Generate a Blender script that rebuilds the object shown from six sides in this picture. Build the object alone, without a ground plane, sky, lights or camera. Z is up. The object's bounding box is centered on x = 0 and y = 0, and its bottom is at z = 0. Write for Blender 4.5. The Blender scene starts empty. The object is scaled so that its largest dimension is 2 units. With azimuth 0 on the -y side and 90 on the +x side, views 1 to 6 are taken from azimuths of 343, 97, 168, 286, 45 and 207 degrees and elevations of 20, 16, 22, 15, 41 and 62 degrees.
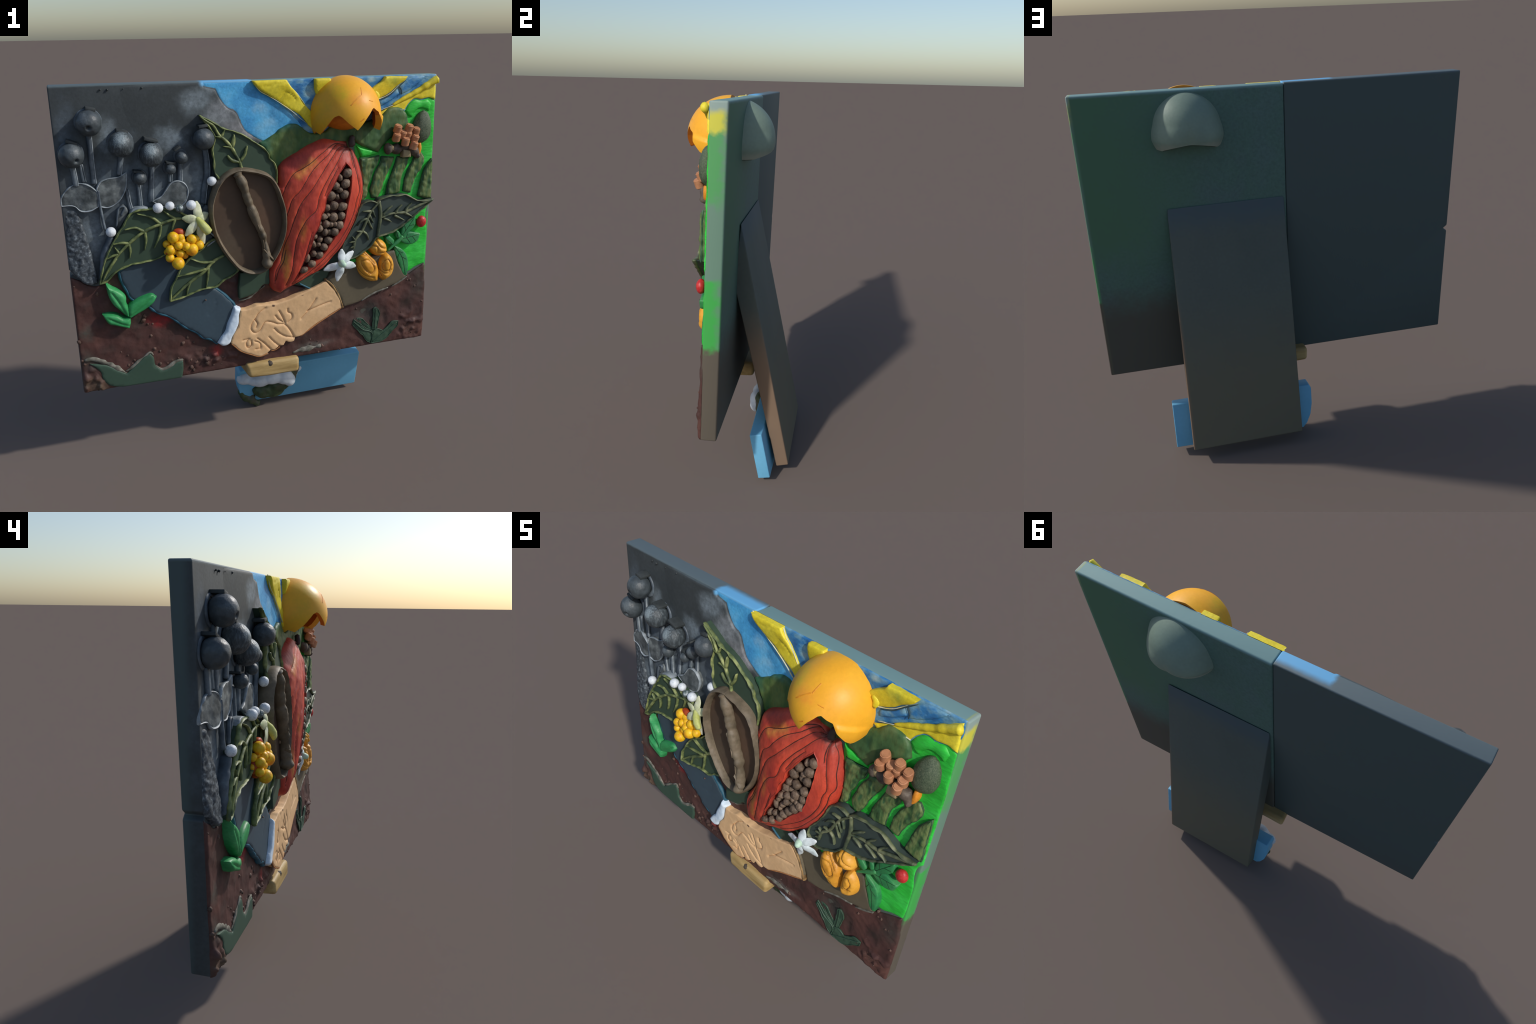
# A painted clay relief panel (harvest scene with a handshake) on a leaning stand leg.
# Panel coordinates: x (right), z (up) and d = how far a point stands proud of the panel's front face.
import bpy, bmesh, math, random
import numpy as np
from mathutils import Vector, noise, geometry, Matrix

random.seed(11)
RNG = np.random.default_rng(7)

# ------------------------------------------------------------------ panel frame
def front_y(x, z):
    return -0.068 + 0.0075 * x + 0.0346 * (z - 1.966)

def P(x, z, d):
    return Vector((x, front_y(x, z) - d, z))

X0, XM, X1 = -.993, -.037, .997      # panel border and seam
ZB, ZT = .436, 1.9685

# ------------------------------------------------------------------ scene tree
ROOT = bpy.data.objects.new("relief_panel", None)
bpy.context.scene.collection.objects.link(ROOT)
ROOT["label"] = "painted clay relief of cacao, coffee and handshake on stand"
ROOT["category"] = "relief sculpture"

def add(name, verts, faces, mat, parent=None, smooth=True, angle=40, loc=None):
    me = bpy.data.meshes.new(name)
    me.from_pydata([tuple(v) for v in verts], [], faces)
    bm = bmesh.new(); bm.from_mesh(me)
    bmesh.ops.recalc_face_normals(bm, faces=bm.faces)
    bm.to_mesh(me); bm.free()
    return add_mesh(name, me, mat, parent, smooth, angle)

def add_mesh(name, me, mat, parent=None, smooth=True, angle=40):
    if mat is not None:
        me.materials.clear(); me.materials.append(mat)
    me.polygons.foreach_set("use_smooth", [smooth] * len(me.polygons))
    if smooth and angle < 179:
        me.set_sharp_from_angle(angle=math.radians(angle))
    me.update()
    ob = bpy.data.objects.new(name, me)
    bpy.context.scene.collection.objects.link(ob)
    ob.parent = parent or ROOT
    return ob

class Soup:
    """several pieces joined in one mesh"""
    def __init__(self): self.v = []; self.f = []
    def put(self, v, f):
        o = len(self.v); self.v += [tuple(p) for p in v]; self.f += [[i + o for i in q] for q in f]

# ------------------------------------------------------------------ curves
def spline(pts, closed=False, step=0.006, corner=70):
    """Catmull-Rom through control points; sharp turns stay corners."""
    p = np.array([q[:2] for q in pts], float); n = len(p); out = []
    segs = n if closed else n - 1
    def tangent(i):
        if not closed and (i == 0 or i == n - 1):
            return None
        a = p[i] - p[i - 1]; b = p[(i + 1) % n] - p[i]
        la, lb = np.hypot(*a) + 1e-9, np.hypot(*b) + 1e-9
        if np.degrees(np.arccos(np.clip(a @ b / la / lb, -1, 1))) > corner:
            return None
        t = (a / la * lb + b / lb * la) / (la + lb)
        return t / (np.hypot(*t) + 1e-9)
    for i in range(segs):
        a, b = p[i], p[(i + 1) % n]; L = np.hypot(*(b - a)); u = (b - a) / (L + 1e-9)
        ta, tb = tangent(i), tangent((i + 1) % n)
        ta = u if ta is None else ta; tb = u if tb is None else tb
        k = max(1, int(L / step + .5))
        for j in range(k):
            t = j / k; t2, t3 = t * t, t ** 3
            out.append((2*t3-3*t2+1)*a + (t3-2*t2+t)*ta*L + (-2*t3+3*t2)*b + (t3-t2)*tb*L)
    if not closed:
        out.append(p[-1])
    return np.array(out)

def wobble(line, amp, freq, seed=0.):
    """uneven hand-cut edge"""
    q = np.roll(line, -1, 0) - np.roll(line, 1, 0)
    nrm = np.stack([q[:, 1], -q[:, 0]], 1) / (np.hypot(q[:, 0], q[:, 1])[:, None] + 1e-9)
    k = np.array([noise.noise((x * freq, seed, z * freq)) for x, z in line])
    return line + nrm * (amp * k)[:, None]

def seg_dist(q, line, closed=True):
    """distance of points q to a polyline"""
    a = line if closed else line[:-1]
    b = np.roll(line, -1, 0) if closed else line[1:]
    best = np.full(len(q), 1e9)
    ab = b - a; L2 = (ab ** 2).sum(1) + 1e-12
    for i in range(0, len(q), 4000):
        w = q[i:i+4000, None] - a[None]
        t = np.clip((w * ab).sum(2) / L2, 0, 1)
        best[i:i+4000] = np.sqrt(((w - t[..., None] * ab) ** 2).sum(2)).min(1)
    return best

def inside(q, line):
    x, z = q[:, 0:1], q[:, 1:2]; a = line; b = np.roll(line, -1, 0)
    c = ((a[:, 1] > z) != (b[:, 1] > z)) & (x < (b[:, 0]-a[:, 0]) * (z - a[:, 1]) / (b[:, 1]-a[:, 1] + 1e-12) + a[:, 0])
    return c.sum(1) % 2 == 1

def fbm(x, z, scale, octaves=3, seed=0.):
    v = 0; a = 1
    for _ in range(octaves):
        v += a * noise.noise((x * scale, seed, z * scale)); scale *= 2.1; a *= .5
    return v

# ------------------------------------------------------------------ relief slab
def relief(name, outline, top, mat, base=-0.004, edge=0.012, drop=None, dome=0., dome_w=.05, grooves=(),
           rough=(0., 30.), res=0.011, parent=None, jag=(0., 40.), extra=None, corner=52, angle=50, hole=None, soft=True, clip=True):
    """A slab lying on the panel: outline, thickness, rounded edge, swelling, pressed-in lines and clay roughness."""
    line = spline(outline, True, min(res, .008), corner) if soft else np.array([q[:2] for q in outline])
    if jag[0]: line = wobble(line, jag[0], jag[1], len(name))
    if clip:  # nothing hangs over the panel's border
        line = np.stack([np.clip(line[:, 0], X0 + .002, X1 - .002), np.clip(line[:, 1], ZB + .001, ZT - .006)], 1)
        keep = np.hypot(*(line - np.roll(line, 1, 0)).T) > 1e-4
        line = line[keep]
    if drop is None: drop = min(edge, (top - base) * .8)
    hl = spline(hole, True, .008, corner) if hole else None
    lo, hi = line.min(0), line.max(0)
    gx, gz = np.meshgrid(np.arange(lo[0], hi[0], res), np.arange(lo[1], hi[1], res * .87))
    gx = gx + (np.arange(gx.shape[0]) % 2)[:, None] * res * .5
    q = np.stack([gx.ravel(), gz.ravel()], 1)
    q = q[inside(q, line)]
    if len(q): q = q[seg_dist(q, line) > res * .55]
    if hl is not None and len(q):
        q = q[~inside(q, hl)]; q = q[seg_dist(q, hl) > res * .55]
    # ring just inside the border keeps the rounded edge crisp
    rings = []
    for f in (.2, .55):
        t = np.roll(line, -1, 0) - np.roll(line, 1, 0)
        nn = np.stack([-t[:, 1], t[:, 0]], 1) / (np.hypot(t[:, 0], t[:, 1])[:, None] + 1e-9)
        area = 0.5 * np.sum(line[:, 0] * np.roll(line[:, 1], -1) - np.roll(line[:, 0], -1) * line[:, 1])
        r = line + nn * edge * f * np.sign(area)
        r = r[inside(r, line)]
        if len(r): r = r[seg_dist(r, line) > edge * f * .8]
        if hl is not None and len(r): r = r[~inside(r, hl)]
        rings.append(r)
    glines = [(spline(g, False, .005), w, dp) for g, w, dp in grooves]
    gp = [g[inside(g, line)] for g, _, _ in glines if len(g)]
    allp = np.concatenate([line] + ([hl] if hl is not None else []) + [q] + [r for r in rings if len(r)] + [g for g in gp if len(g)])
    n0 = len(line); n1 = len(hl) if hl is not None else 0
    edges = [(i, (i + 1) % n0) for i in range(n0)] + [(n0 + i, n0 + (i + 1) % n1) for i in range(n1)]
    cd = geometry.delaunay_2d_cdt([Vector(p) for p in allp], edges, [], 1 if not n1 else 2, 1e-5)
    pts = np.array([(v.x, v.y) for v in cd[0]]); tris = [list(f) for f in cd[2]]
    if n1:
        cen = np.array([pts[f].mean(0) for f in tris]); keep = ~inside(cen, hl)
        tris = [f for f, k in zip(tris, keep) if k]
    def height(pp):
        pp = np.atleast_2d(pp)
        dist = seg_dist(pp, line)
        t = np.clip(dist / edge, 0, 1)
        h = top - drop * (1 - np.sqrt(np.clip(1 - (1 - t) ** 2, 0, 1)))
        if dome:
            u = np.clip(dist / dome_w, 0, 1); h = h + dome * np.sqrt(np.clip(1 - (1 - u) ** 2, 0, 1))
        for g, w, dp in glines:
            gd = seg_dist(pp, g, False); h = h - dp * np.exp(-(gd / w) ** 2)
        if rough[0]:
            h = h + rough[0] * np.array([fbm(x, z, rough[1], 3, top * 100) for x, z in pp]) * np.clip(t + .3, 0, 1)
        if extra is not None: h = h + extra(pp, dist)
        return h
    h = height(pts)
    verts = [P(x, z, d) for (x, z), d in zip(pts, h)]
    faces = tris[:]
    # walls: every border edge of the triangulated top goes straight down to the panel
    count = {}
    for f in tris:
        for a, b in zip(f, f[1:] + f[:1]):
            count[(a, b)] = count.get((a, b), 0) + 1
    low = {}
    def lower(i):
        if i not in low:
            low[i] = len(verts); verts.append(P(pts[i][0], pts[i][1], base))
        return low[i]
    for (a, b) in list(count):
        if (b, a) not in count:
            faces.append([b, a, lower(a), lower(b)])
    ob = add(name, verts, faces, mat, parent, True, angle)
    return ob, height, line

# ------------------------------------------------------------------ swept shapes
def sweep(line, width, thick, d, sides=10, wob=0., seed=0.):
    """loft of elliptical sections along a line in the panel; width/thick/d: number, list or function of 0..1 (d also of the point)"""
    def ev(f, t, p=None):
        if callable(f): return float(np.ravel(f(p if p is not None else t))[0])
        if isinstance(f, (list, tuple)): return float(np.interp(t, np.linspace(0, 1, len(f)), f))
        return f
    n = len(line); s = np.r_[0, np.cumsum(np.hypot(*np.diff(line, axis=0).T))]; s = s / s[-1]
    dd = [ev(d, s[i], line[i]) if callable(d) else ev(d, s[i]) for i in range(n)]
    c = [P(line[i][0], line[i][1], dd[i]) for i in range(n)]
    v = []; f = []
    out = Vector((0, -1, 0))
    for i in range(n):
        t = (c[min(i + 1, n - 1)] - c[max(i - 1, 0)]).normalized()
        b = t.cross(out)
        b = b.normalized() if b.length > 1e-6 else Vector((1, 0, 0))
        o = b.cross(t).normalized()
        if o.dot(out) < 0: o = -o
        k = 1 + wob * noise.noise((line[i][0] * 32, seed, line[i][1] * 32))
        w, h = ev(width, s[i]) * k, ev(thick, s[i]) * k
        for j in range(sides):
            a = 2 * math.pi * j / sides
            v.append(c[i] + b * (w * math.cos(a)) + o * (h * math.sin(a)))
    for i in range(n - 1):
        for j in range(sides):
            k = (j + 1) % sides
            f.append([i*sides+j, i*sides+k, (i+1)*sides+k, (i+1)*sides+j])
    e0, e1 = len(v), len(v) + 1
    t0 = (c[0] - c[1]).normalized(); t1 = (c[-1] - c[-2]).normalized()
    v.append(c[0] + t0 * ev(thick, 0) * .6); v.append(c[-1] + t1 * ev(thick, 1) * .6)
    for j in range(sides):
        k = (j + 1) % sides
        f.append([e0, k, j]); f.append([e1, (n-1)*sides+j, (n-1)*sides+k])
    return v, f

def tube(name, pts, width, thick, d, mat, parent=None, step=.008, wob=.12, sides=10, seed=0., closed=False):
    line = spline(pts, closed, step, 120)
    if closed: line = np.vstack([line, line[:2]])
    v, f = sweep(line, width, thick, d, sides, wob, seed)
    return add(name, v, f, mat, parent, True, 75)

def tubes(name, many, mat, parent=None, kind=None, wob=.15):
    """many swept strokes joined in one mesh: (points, width, thick, d)"""
    s = Soup()
    for i, (pts, w, t, d) in enumerate(many):
        s.put(*sweep(spline(pts, False, .007, 120), w, t, d, 8, wob, i * 3.1))
    ob = add(name, s.v, s.f, mat, parent, True, 75)
    if kind: ob["kind"] = kind
    return ob

BALLS = {}
def ball_mesh(key, bump=0., freq=3., sub=4, fn=None):
    if key not in BALLS:
        bm = bmesh.new(); bmesh.ops.create_icosphere(bm, subdivisions=sub, radius=1)
        for v in bm.verts:
            n = v.co.normalized()
            v.co = n * (1 + bump * noise.noise(n * freq + Vector((len(key) * 1.7, 0, 3))))
            if fn: v.co = fn(v.co)
        me = bpy.data.meshes.new(key); bm.to_mesh(me); bm.free(); BALLS[key] = me
    return BALLS[key]

def ball(name, key, x, z, d, r, mat, parent=None, rot=None, **kw):
    me = ball_mesh(key, **kw)
    if not me.materials:
        me.materials.append(mat); me.polygons.foreach_set("use_smooth", [True] * len(me.polygons))
    ob = bpy.data.objects.new(name, me)
    bpy.context.scene.collection.objects.link(ob)
    ob.parent = parent or ROOT
    ob.location = P(x, z, d); ob.scale = r if hasattr(r, "__len__") else (r, r, r)
    ob.rotation_euler = rot if rot else (random.uniform(-3, 3), random.uniform(-3, 3), random.uniform(-3, 3))
    return ob

def box(name, corners, mat, parent=None, bevel=.008, segs=3, rough=0., cuts=0):
    """eight corners: 4 of the front loop, then the 4 behind them"""
    bm = bmesh.new(); v = [bm.verts.new(c) for c in corners]
    for q in ((0,1,2,3), (7,6,5,4), (0,4,5,1), (1,5,6,2), (2,6,7,3), (3,7,4,0)):
        bm.faces.new([v[i] for i in q])
    bmesh.ops.recalc_face_normals(bm, faces=bm.faces)
    if bevel: bmesh.ops.bevel(bm, geom=bm.edges[:], offset=bevel, segments=segs, affect='EDGES', profile=.5)
    if cuts:
        bmesh.ops.triangulate(bm, faces=bm.faces[:])
        for _ in range(cuts):
            le = [e for e in bm.edges if e.calc_length() > .02]
            bmesh.ops.subdivide_edges(bm, edges=le, cuts=1, use_grid_fill=True)
            bmesh.ops.triangulate(bm, faces=bm.faces[:])
        for p in bm.verts:
            p.co += Vector((0, -1, 0)) * rough * noise.noise(p.co * 12) + Vector((0, 0, 1)) * rough * noise.noise(p.co * 14 + Vector((3, 1, 2)))
    me = bpy.data.meshes.new(name); bm.to_mesh(me); bm.free()
    return add_mesh(name, me, mat, parent, True, 35)

# ------------------------------------------------------------------ materials
def rgb(c): return (c[0], c[1], c[2], 1)

def paint(name, colors, scale=6., rough=.6, stretch=(1, 1, 1), bump=.15, bump_scale=60., patches=(), detail=4., rotz=(0, 0, 0),
          distort=.0, vary=0., contrast=(.3, .7), bump_dist=.004, spec=.35, coat=0., grain=.16, grain_scale=70.):
    """brushed paint: colours mixed by noise, soft blotches at given places, fine grain as bump.
    patches: (x, y, z, radius, colour, strength)"""
    m = bpy.data.materials.new(name); m.use_nodes = True
    nt = m.node_tree; N = nt.nodes; Lk = nt.links
    bs = N["Principled BSDF"]; bs.inputs["Roughness"].default_value = rough
    bs.inputs["Specular IOR Level"].default_value = spec
    bs.inputs["Coat Weight"].default_value = coat
    tc = N.new("ShaderNodeTexCoord"); mp = N.new("ShaderNodeMapping")
    mp.inputs["Scale"].default_value = stretch; mp.inputs["Rotation"].default_value = rotz
    Lk.new(tc.outputs["Object"], mp.inputs["Vector"])
    nz = N.new("ShaderNodeTexNoise"); nz.inputs["Scale"].default_value = scale; nz.inputs["Detail"].default_value = detail
    nz.inputs["Distortion"].default_value = distort
    Lk.new(mp.outputs["Vector"], nz.inputs["Vector"])
    cr = N.new("ShaderNodeValToRGB"); el = cr.color_ramp.elements
    k = len(colors)
    pos = np.linspace(contrast[0], contrast[1], k) if k > 1 else [.5]
    el[0].position = float(pos[0]); el[0].color = rgb(colors[0])
    if k == 1: el[1].color = rgb(colors[0])
    else:
        el[1].position = float(pos[-1]); el[1].color = rgb(colors[-1])
        for i in range(1, k - 1):
            e = el.new(float(pos[i])); e.color = rgb(colors[i])
    Lk.new(nz.outputs["Fac"], cr.inputs["Fac"])
    col = cr.outputs["Color"]
    if patches:
        wn = N.new("ShaderNodeTexNoise"); wn.inputs["Scale"].default_value = 11; wn.inputs["Detail"].default_value = 6
        Lk.new(tc.outputs["Object"], wn.inputs["Vector"])
        sub = N.new("ShaderNodeVectorMath"); sub.operation = 'SUBTRACT'; sub.inputs[1].default_value = (.5, .5, .5)
        Lk.new(wn.outputs["Color"], sub.inputs[0])
        fine = N.new("ShaderNodeTexNoise"); fine.inputs["Scale"].default_value = 38; fine.inputs["Detail"].default_value = 7; fine.inputs["Roughness"].default_value = .65
        Lk.new(tc.outputs["Object"], fine.inputs["Vector"])
        brk = N.new("ShaderNodeMapRange"); brk.inputs["From Min"].default_value = .35; brk.inputs["From Max"].default_value = .62
        brk.inputs["To Min"].default_value = .45; brk.inputs["To Max"].default_value = 1.1
        Lk.new(fine.outputs["Fac"], brk.inputs["Value"])
    for (x, y, z, r, c, s) in patches:
        rx, rz = r if hasattr(r, "__len__") else (r, r)
        sc = N.new("ShaderNodeVectorMath"); sc.operation = 'MULTIPLY_ADD'
        wamt = 1.5 * min(rx, rz); sc.inputs[1].default_value = (wamt, wamt, wamt)
        Lk.new(sub.outputs[0], sc.inputs[0]); Lk.new(tc.outputs["Object"], sc.inputs[2])
        df = N.new("ShaderNodeVectorMath"); df.operation = 'SUBTRACT'; df.inputs[1].default_value = (x, y, z)
        Lk.new(sc.outputs[0], df.inputs[0])
        dv = N.new("ShaderNodeVectorMath"); dv.operation = 'MULTIPLY'; dv.inputs[1].default_value = (1/rx, .5/max(rx, rz), 1/rz)
        Lk.new(df.outputs[0], dv.inputs[0])
        ln = N.new("ShaderNodeVectorMath"); ln.operation = 'LENGTH'; Lk.new(dv.outputs[0], ln.inputs[0])
        mr = N.new("ShaderNodeMapRange"); mr.interpolation_type = 'SMOOTHSTEP'
        mr.inputs["From Min"].default_value = .1; mr.inputs["From Max"].default_value = 1.05
        mr.inputs["To Min"].default_value = s; mr.inputs["To Max"].default_value = 0.
        Lk.new(ln.outputs["Value"], mr.inputs["Value"])
        mu = N.new("ShaderNodeMath"); mu.operation = 'MULTIPLY'; mu.use_clamp = True
        Lk.new(mr.outputs["Result"], mu.inputs[0]); Lk.new(brk.outputs["Result"], mu.inputs[1])
        mx = N.new("ShaderNodeMix"); mx.data_type = 'RGBA'; mx.inputs[7].default_value = rgb(c)
        Lk.new(mu.outputs[0], mx.inputs[0]); Lk.new(col, mx.inputs[6]); col = mx.outputs[2]
    if grain:
        gn = N.new("ShaderNodeTexNoise"); gn.inputs["Scale"].default_value = grain_scale; gn.inputs["Detail"].default_value = 6; gn.inputs["Roughness"].default_value = .7
        Lk.new(mp.outputs["Vector"], gn.inputs["Vector"])
        gm = N.new("ShaderNodeMapRange"); gm.inputs["From Min"].default_value = .3; gm.inputs["From Max"].default_value = .7
        gm.inputs["To Min"].default_value = 1 - grain; gm.inputs["To Max"].default_value = 1 + grain
        Lk.new(gn.outputs["Fac"], gm.inputs["Value"])
        gh = N.new("ShaderNodeHueSaturation"); Lk.new(gm.outputs["Result"], gh.inputs["Value"]); Lk.new(col, gh.inputs["Color"]); col = gh.outputs["Color"]
    if vary:
        oi = N.new("ShaderNodeObjectInfo"); hs = N.new("ShaderNodeHueSaturation")
        mr = N.new("ShaderNodeMapRange"); mr.inputs["To Min"].default_value = 1 - vary; mr.inputs["To Max"].default_value = 1 + vary
        Lk.new(oi.outputs["Random"], mr.inputs["Value"]); Lk.new(mr.outputs["Result"], hs.inputs["Value"])
        Lk.new(col, hs.inputs["Color"]); col = hs.outputs["Color"]
    Lk.new(col, bs.inputs["Base Color"])
    if bump:
        bn = N.new("ShaderNodeTexNoise"); bn.inputs["Scale"].default_value = bump_scale; bn.inputs["Detail"].default_value = 5
        Lk.new(mp.outputs["Vector"], bn.inputs["Vector"])
        bp = N.new("ShaderNodeBump"); bp.inputs["Strength"].default_value = bump; bp.inputs["Distance"].default_value = bump_dist
        Lk.new(bn.outputs["Fac"], bp.inputs["Height"]); Lk.new(bp.outputs["Normal"], bs.inputs["Normal"])
    return m

def zone_paint(m, axis, lo, hi, color, noise_amt=.03, noise_scale=22.):
    """lay another paint over the part of the object that lies beyond lo..hi along an axis (smooth, uneven border)"""
    nt = m.node_tree; N = nt.nodes; Lk = nt.links; bs = N["Principled BSDF"]
    old = bs.inputs["Base Color"].links[0].from_socket
    tc = N.new("ShaderNodeTexCoord"); sp = N.new("ShaderNodeSeparateXYZ"); Lk.new(tc.outputs["Object"], sp.inputs[0])
    nz = N.new("ShaderNodeTexNoise"); nz.inputs["Scale"].default_value = noise_scale; nz.inputs["Detail"].default_value = 4
    Lk.new(tc.outputs["Object"], nz.inputs["Vector"])
    ad = N.new("ShaderNodeMath"); ad.operation = 'MULTIPLY_ADD'; ad.inputs[1].default_value = noise_amt * 2
    Lk.new(nz.outputs["Fac"], ad.inputs[0]); Lk.new(sp.outputs["XYZ".index(axis)], ad.inputs[2])
    mr = N.new("ShaderNodeMapRange"); mr.interpolation_type = 'SMOOTHSTEP'
    mr.inputs["From Min"].default_value = lo + noise_amt; mr.inputs["From Max"].default_value = hi + noise_amt
    Lk.new(ad.outputs[0], mr.inputs["Value"])
    return old, mr.outputs["Result"], N, Lk, bs

def blend(m, zones, color):
    """multiply several zone masks, then mix the colour in; zones: (axis, lo, hi[, noise]) with lo>hi meaning below"""
    nt = m.node_tree; N = nt.nodes; Lk = nt.links; bs = N["Principled BSDF"]
    fac = None
    for z in zones:
        old, f, *_ = zone_paint(m, z[0], z[1], z[2], None, z[3] if len(z) > 3 else .03)
        if fac is None: fac = f
        else:
            mu = N.new("ShaderNodeMath"); mu.operation = 'MULTIPLY'; Lk.new(fac, mu.inputs[0]); Lk.new(f, mu.inputs[1]); fac = mu.outputs[0]
    mx = N.new("ShaderNodeMix"); mx.data_type = 'RGBA'; mx.inputs[7].default_value = rgb(color)
    Lk.new(fac, mx.inputs[0]); Lk.new(old, mx.inputs[6]); Lk.new(mx.outputs[2], bs.inputs["Base Color"])

Y0 = -0.09
SLATE = (.046, .054, .057); MIST = (.21, .255, .285); STEEL = (.095, .12, .145)
m_slate = paint("slate_paint", [(.041, .049, .052), SLATE, (.054, .064, .068)], 5, .62, bump=.12, bump_scale=90, contrast=(.35, .65), patches=[
    (x, Y0, z, r, c, s) for x, z, r, c, s in [
        (-.55, 1.25, (.6, .45), STEEL, .95), (-.62, 1.5, (.5, .25), STEEL, .9), (-.94, 1.75, (.07, .2), STEEL, .8),
        (-.33, 1.88, (.12, .08), MIST, .95), (-.2, 1.79, (.15, .1), (.24, .26, .28), 1.), (-.11, 1.69, (.12, .12), (.25, .25, .265), 1.),
        (-.26, 1.93, (.09, .04), MIST, .5), (-.75, 1.73, (.06, .12), MIST, .9), (-.45, 1.71, (.11, .09), MIST, .95),
        (-.7, 1.6, (.05, .09), MIST, .5), (-.33, 1.45, (.05, .17), MIST, .75),
        (-.86, 1.27, (.07, .14), MIST, .8), (-.68, 1.47, (.05, .14), MIST, .75), (-.55, 1.48, (.05, .12), MIST, .7), (-.9, 1.57, (.07, .08), MIST, .55), (-.6, 1.6, (.05, .1), MIST, .5)]])
# left block: back, side and top are bare bluish grey; a smear of sky paint near the seam
blend(m_slate, [('Y', -.075, -.03, .004)], (.066, .094, .094))
blend(m_slate, [('Z', 1.958, 1.967, .002)], (.10, .135, .15))
blend(m_slate, [('X', -.31, -.28, .02), ('Z', 1.94, 1.955, .004), ('Y', 0.01, -.03, .006)], (.13, .38, .64))

m_back = paint("teal_back_paint", [(.088, .15, .142), (.08, .15, .125), (.088, .14, .142)], 4, .65, bump=.12, bump_scale=70)
blend(m_back, [('X', .25, .95, .1), ('Z', .9, 1.3, .1)], (.075, .165, .098))
blend(m_back, [('Z', 1.02, .75, .06)], (.08, .08, .066))
blend(m_back, [('Z', 1.945, 1.962, .003)], (.17, .29, .29))
blend(m_back, [('X', .975, .99, .003)], (.13, .23, .17))
blend(m_back, [('X', .975, .99, .003), ('Z', 1.50, 1.60, .09), ('Y', .02, -.03, .05)], (.08, .30, .10))
blend(m_back, [('X', .975, .99, .003), ('Z', 1.225, 1.205, .012), ('Y', .02, -.06, .05)], (.05, .36, .07))
blend(m_back, [('X', .975, .99, .003), ('Z', 1.82, 1.86, .05), ('Y', .03, -.02, .04)], (.55, .52, .06))
blend(m_back, [('X', .975, .99, .003), ('Z', 1.90, 1.94, .02)], (.25, .33, .30))
blend(m_back, [('X', .97, .985, .003), ('Z', .91, .86, .05)], (.105, .09, .07))

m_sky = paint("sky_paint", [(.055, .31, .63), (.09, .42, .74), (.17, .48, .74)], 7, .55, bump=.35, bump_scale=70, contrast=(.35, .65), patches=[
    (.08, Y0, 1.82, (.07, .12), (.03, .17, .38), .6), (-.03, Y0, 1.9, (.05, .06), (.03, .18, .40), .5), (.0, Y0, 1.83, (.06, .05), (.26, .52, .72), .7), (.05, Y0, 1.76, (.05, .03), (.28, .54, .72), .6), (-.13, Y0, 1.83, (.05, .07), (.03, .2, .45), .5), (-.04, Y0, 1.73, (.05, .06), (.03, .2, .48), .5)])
m_sky2 = paint("worn_sky_paint", [(.02, .11, .30), (.035, .19, .43), (.17, .35, .46), (.36, .47, .50)], 13, .55, bump=.4, bump_scale=60, contrast=(.3, .72),
    stretch=(1, 1, 1.6), rotz=(0, .6, 0))
m_ray = paint("yellow_paint", [(.62, .50, .02), (.74, .60, .03), (.80, .68, .05)], 9, .5, bump=.3, bump_scale=40, patches=[
    (.94, Y0, 1.955, .05, (.5, .5, .12), .5), (.72, Y0, 1.93, (.07, .03), (.35, .42, .06), .7)])
m_rayw = paint("pale_edge_paint", [(.30, .45, .50), (.66, .66, .48), (.8, .66, .1)], 20, .55)
m_scratch = paint("sun_scratch_paint", [(.62, .22, .015), (.74, .30, .02)], 30, .5)
m_crack = paint("dark_crack_paint", [(.02, .05, .07), (.035, .08, .10)], 20, .6)
m_sun = paint(grain=0.05, name="sun_paint", colors=[(.80, .36, .02), (.84, .40, .025), (.86, .45, .03)], scale=5, rough=.45, bump=.12, bump_scale=50, patches=[
    (.44, -.25, 1.87, (.07, .06), (.85, .30, .03), .7), (.37, -.2, 1.9, (.06, .07), (.62, .44, .02), .7), (.30, -.15, 1.78, (.07, .15), (.66, .40, .02), .6),
    (.53, -.24, 1.80, (.07, .08), (.92, .42, .06), .6)])
m_suni = paint(grain=0.06, name="sun_inside_paint", colors=[(.62, .17, .012), (.74, .24, .015)], scale=8, rough=.55, bump=.15)  # darker, redder orange on the inner side of the shell and its filling
m_dome = paint(grain=.06, name="grey_green_clay", colors=[(.21, .28, .22), (.18, .245, .2)], scale=7, rough=.55, bump=.1, bump_scale=90)
blend(m_dome, [('Z', 1.73, 1.69, .02)], (.3, .33, .27))
m_hill = paint("hill_green_paint", [(.02, .075, .028), (.05, .11, .03), (.10, .15, .045), (.035, .12, .05)], 14, .55, bump=.5, bump_scale=45, contrast=(.3, .7), stretch=(1, 1, .5), rotz=(0, -.5, 0),
    patches=[(.1, -.12, 1.74, (.14, .035), (.02, .12, .10), .85), (.02, -.12, 1.65, (.05, .06), (.025, .13, .10), .6)])
m_bush = paint("bush_green_paint", [(.03, .085, .035), (.06, .13, .045), (.12, .17, .06)], 16, .55, bump=.6, bump_scale=40, contrast=(.3, .7), stretch=(1, 1, .45), rotz=(0, .5, 0))
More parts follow.
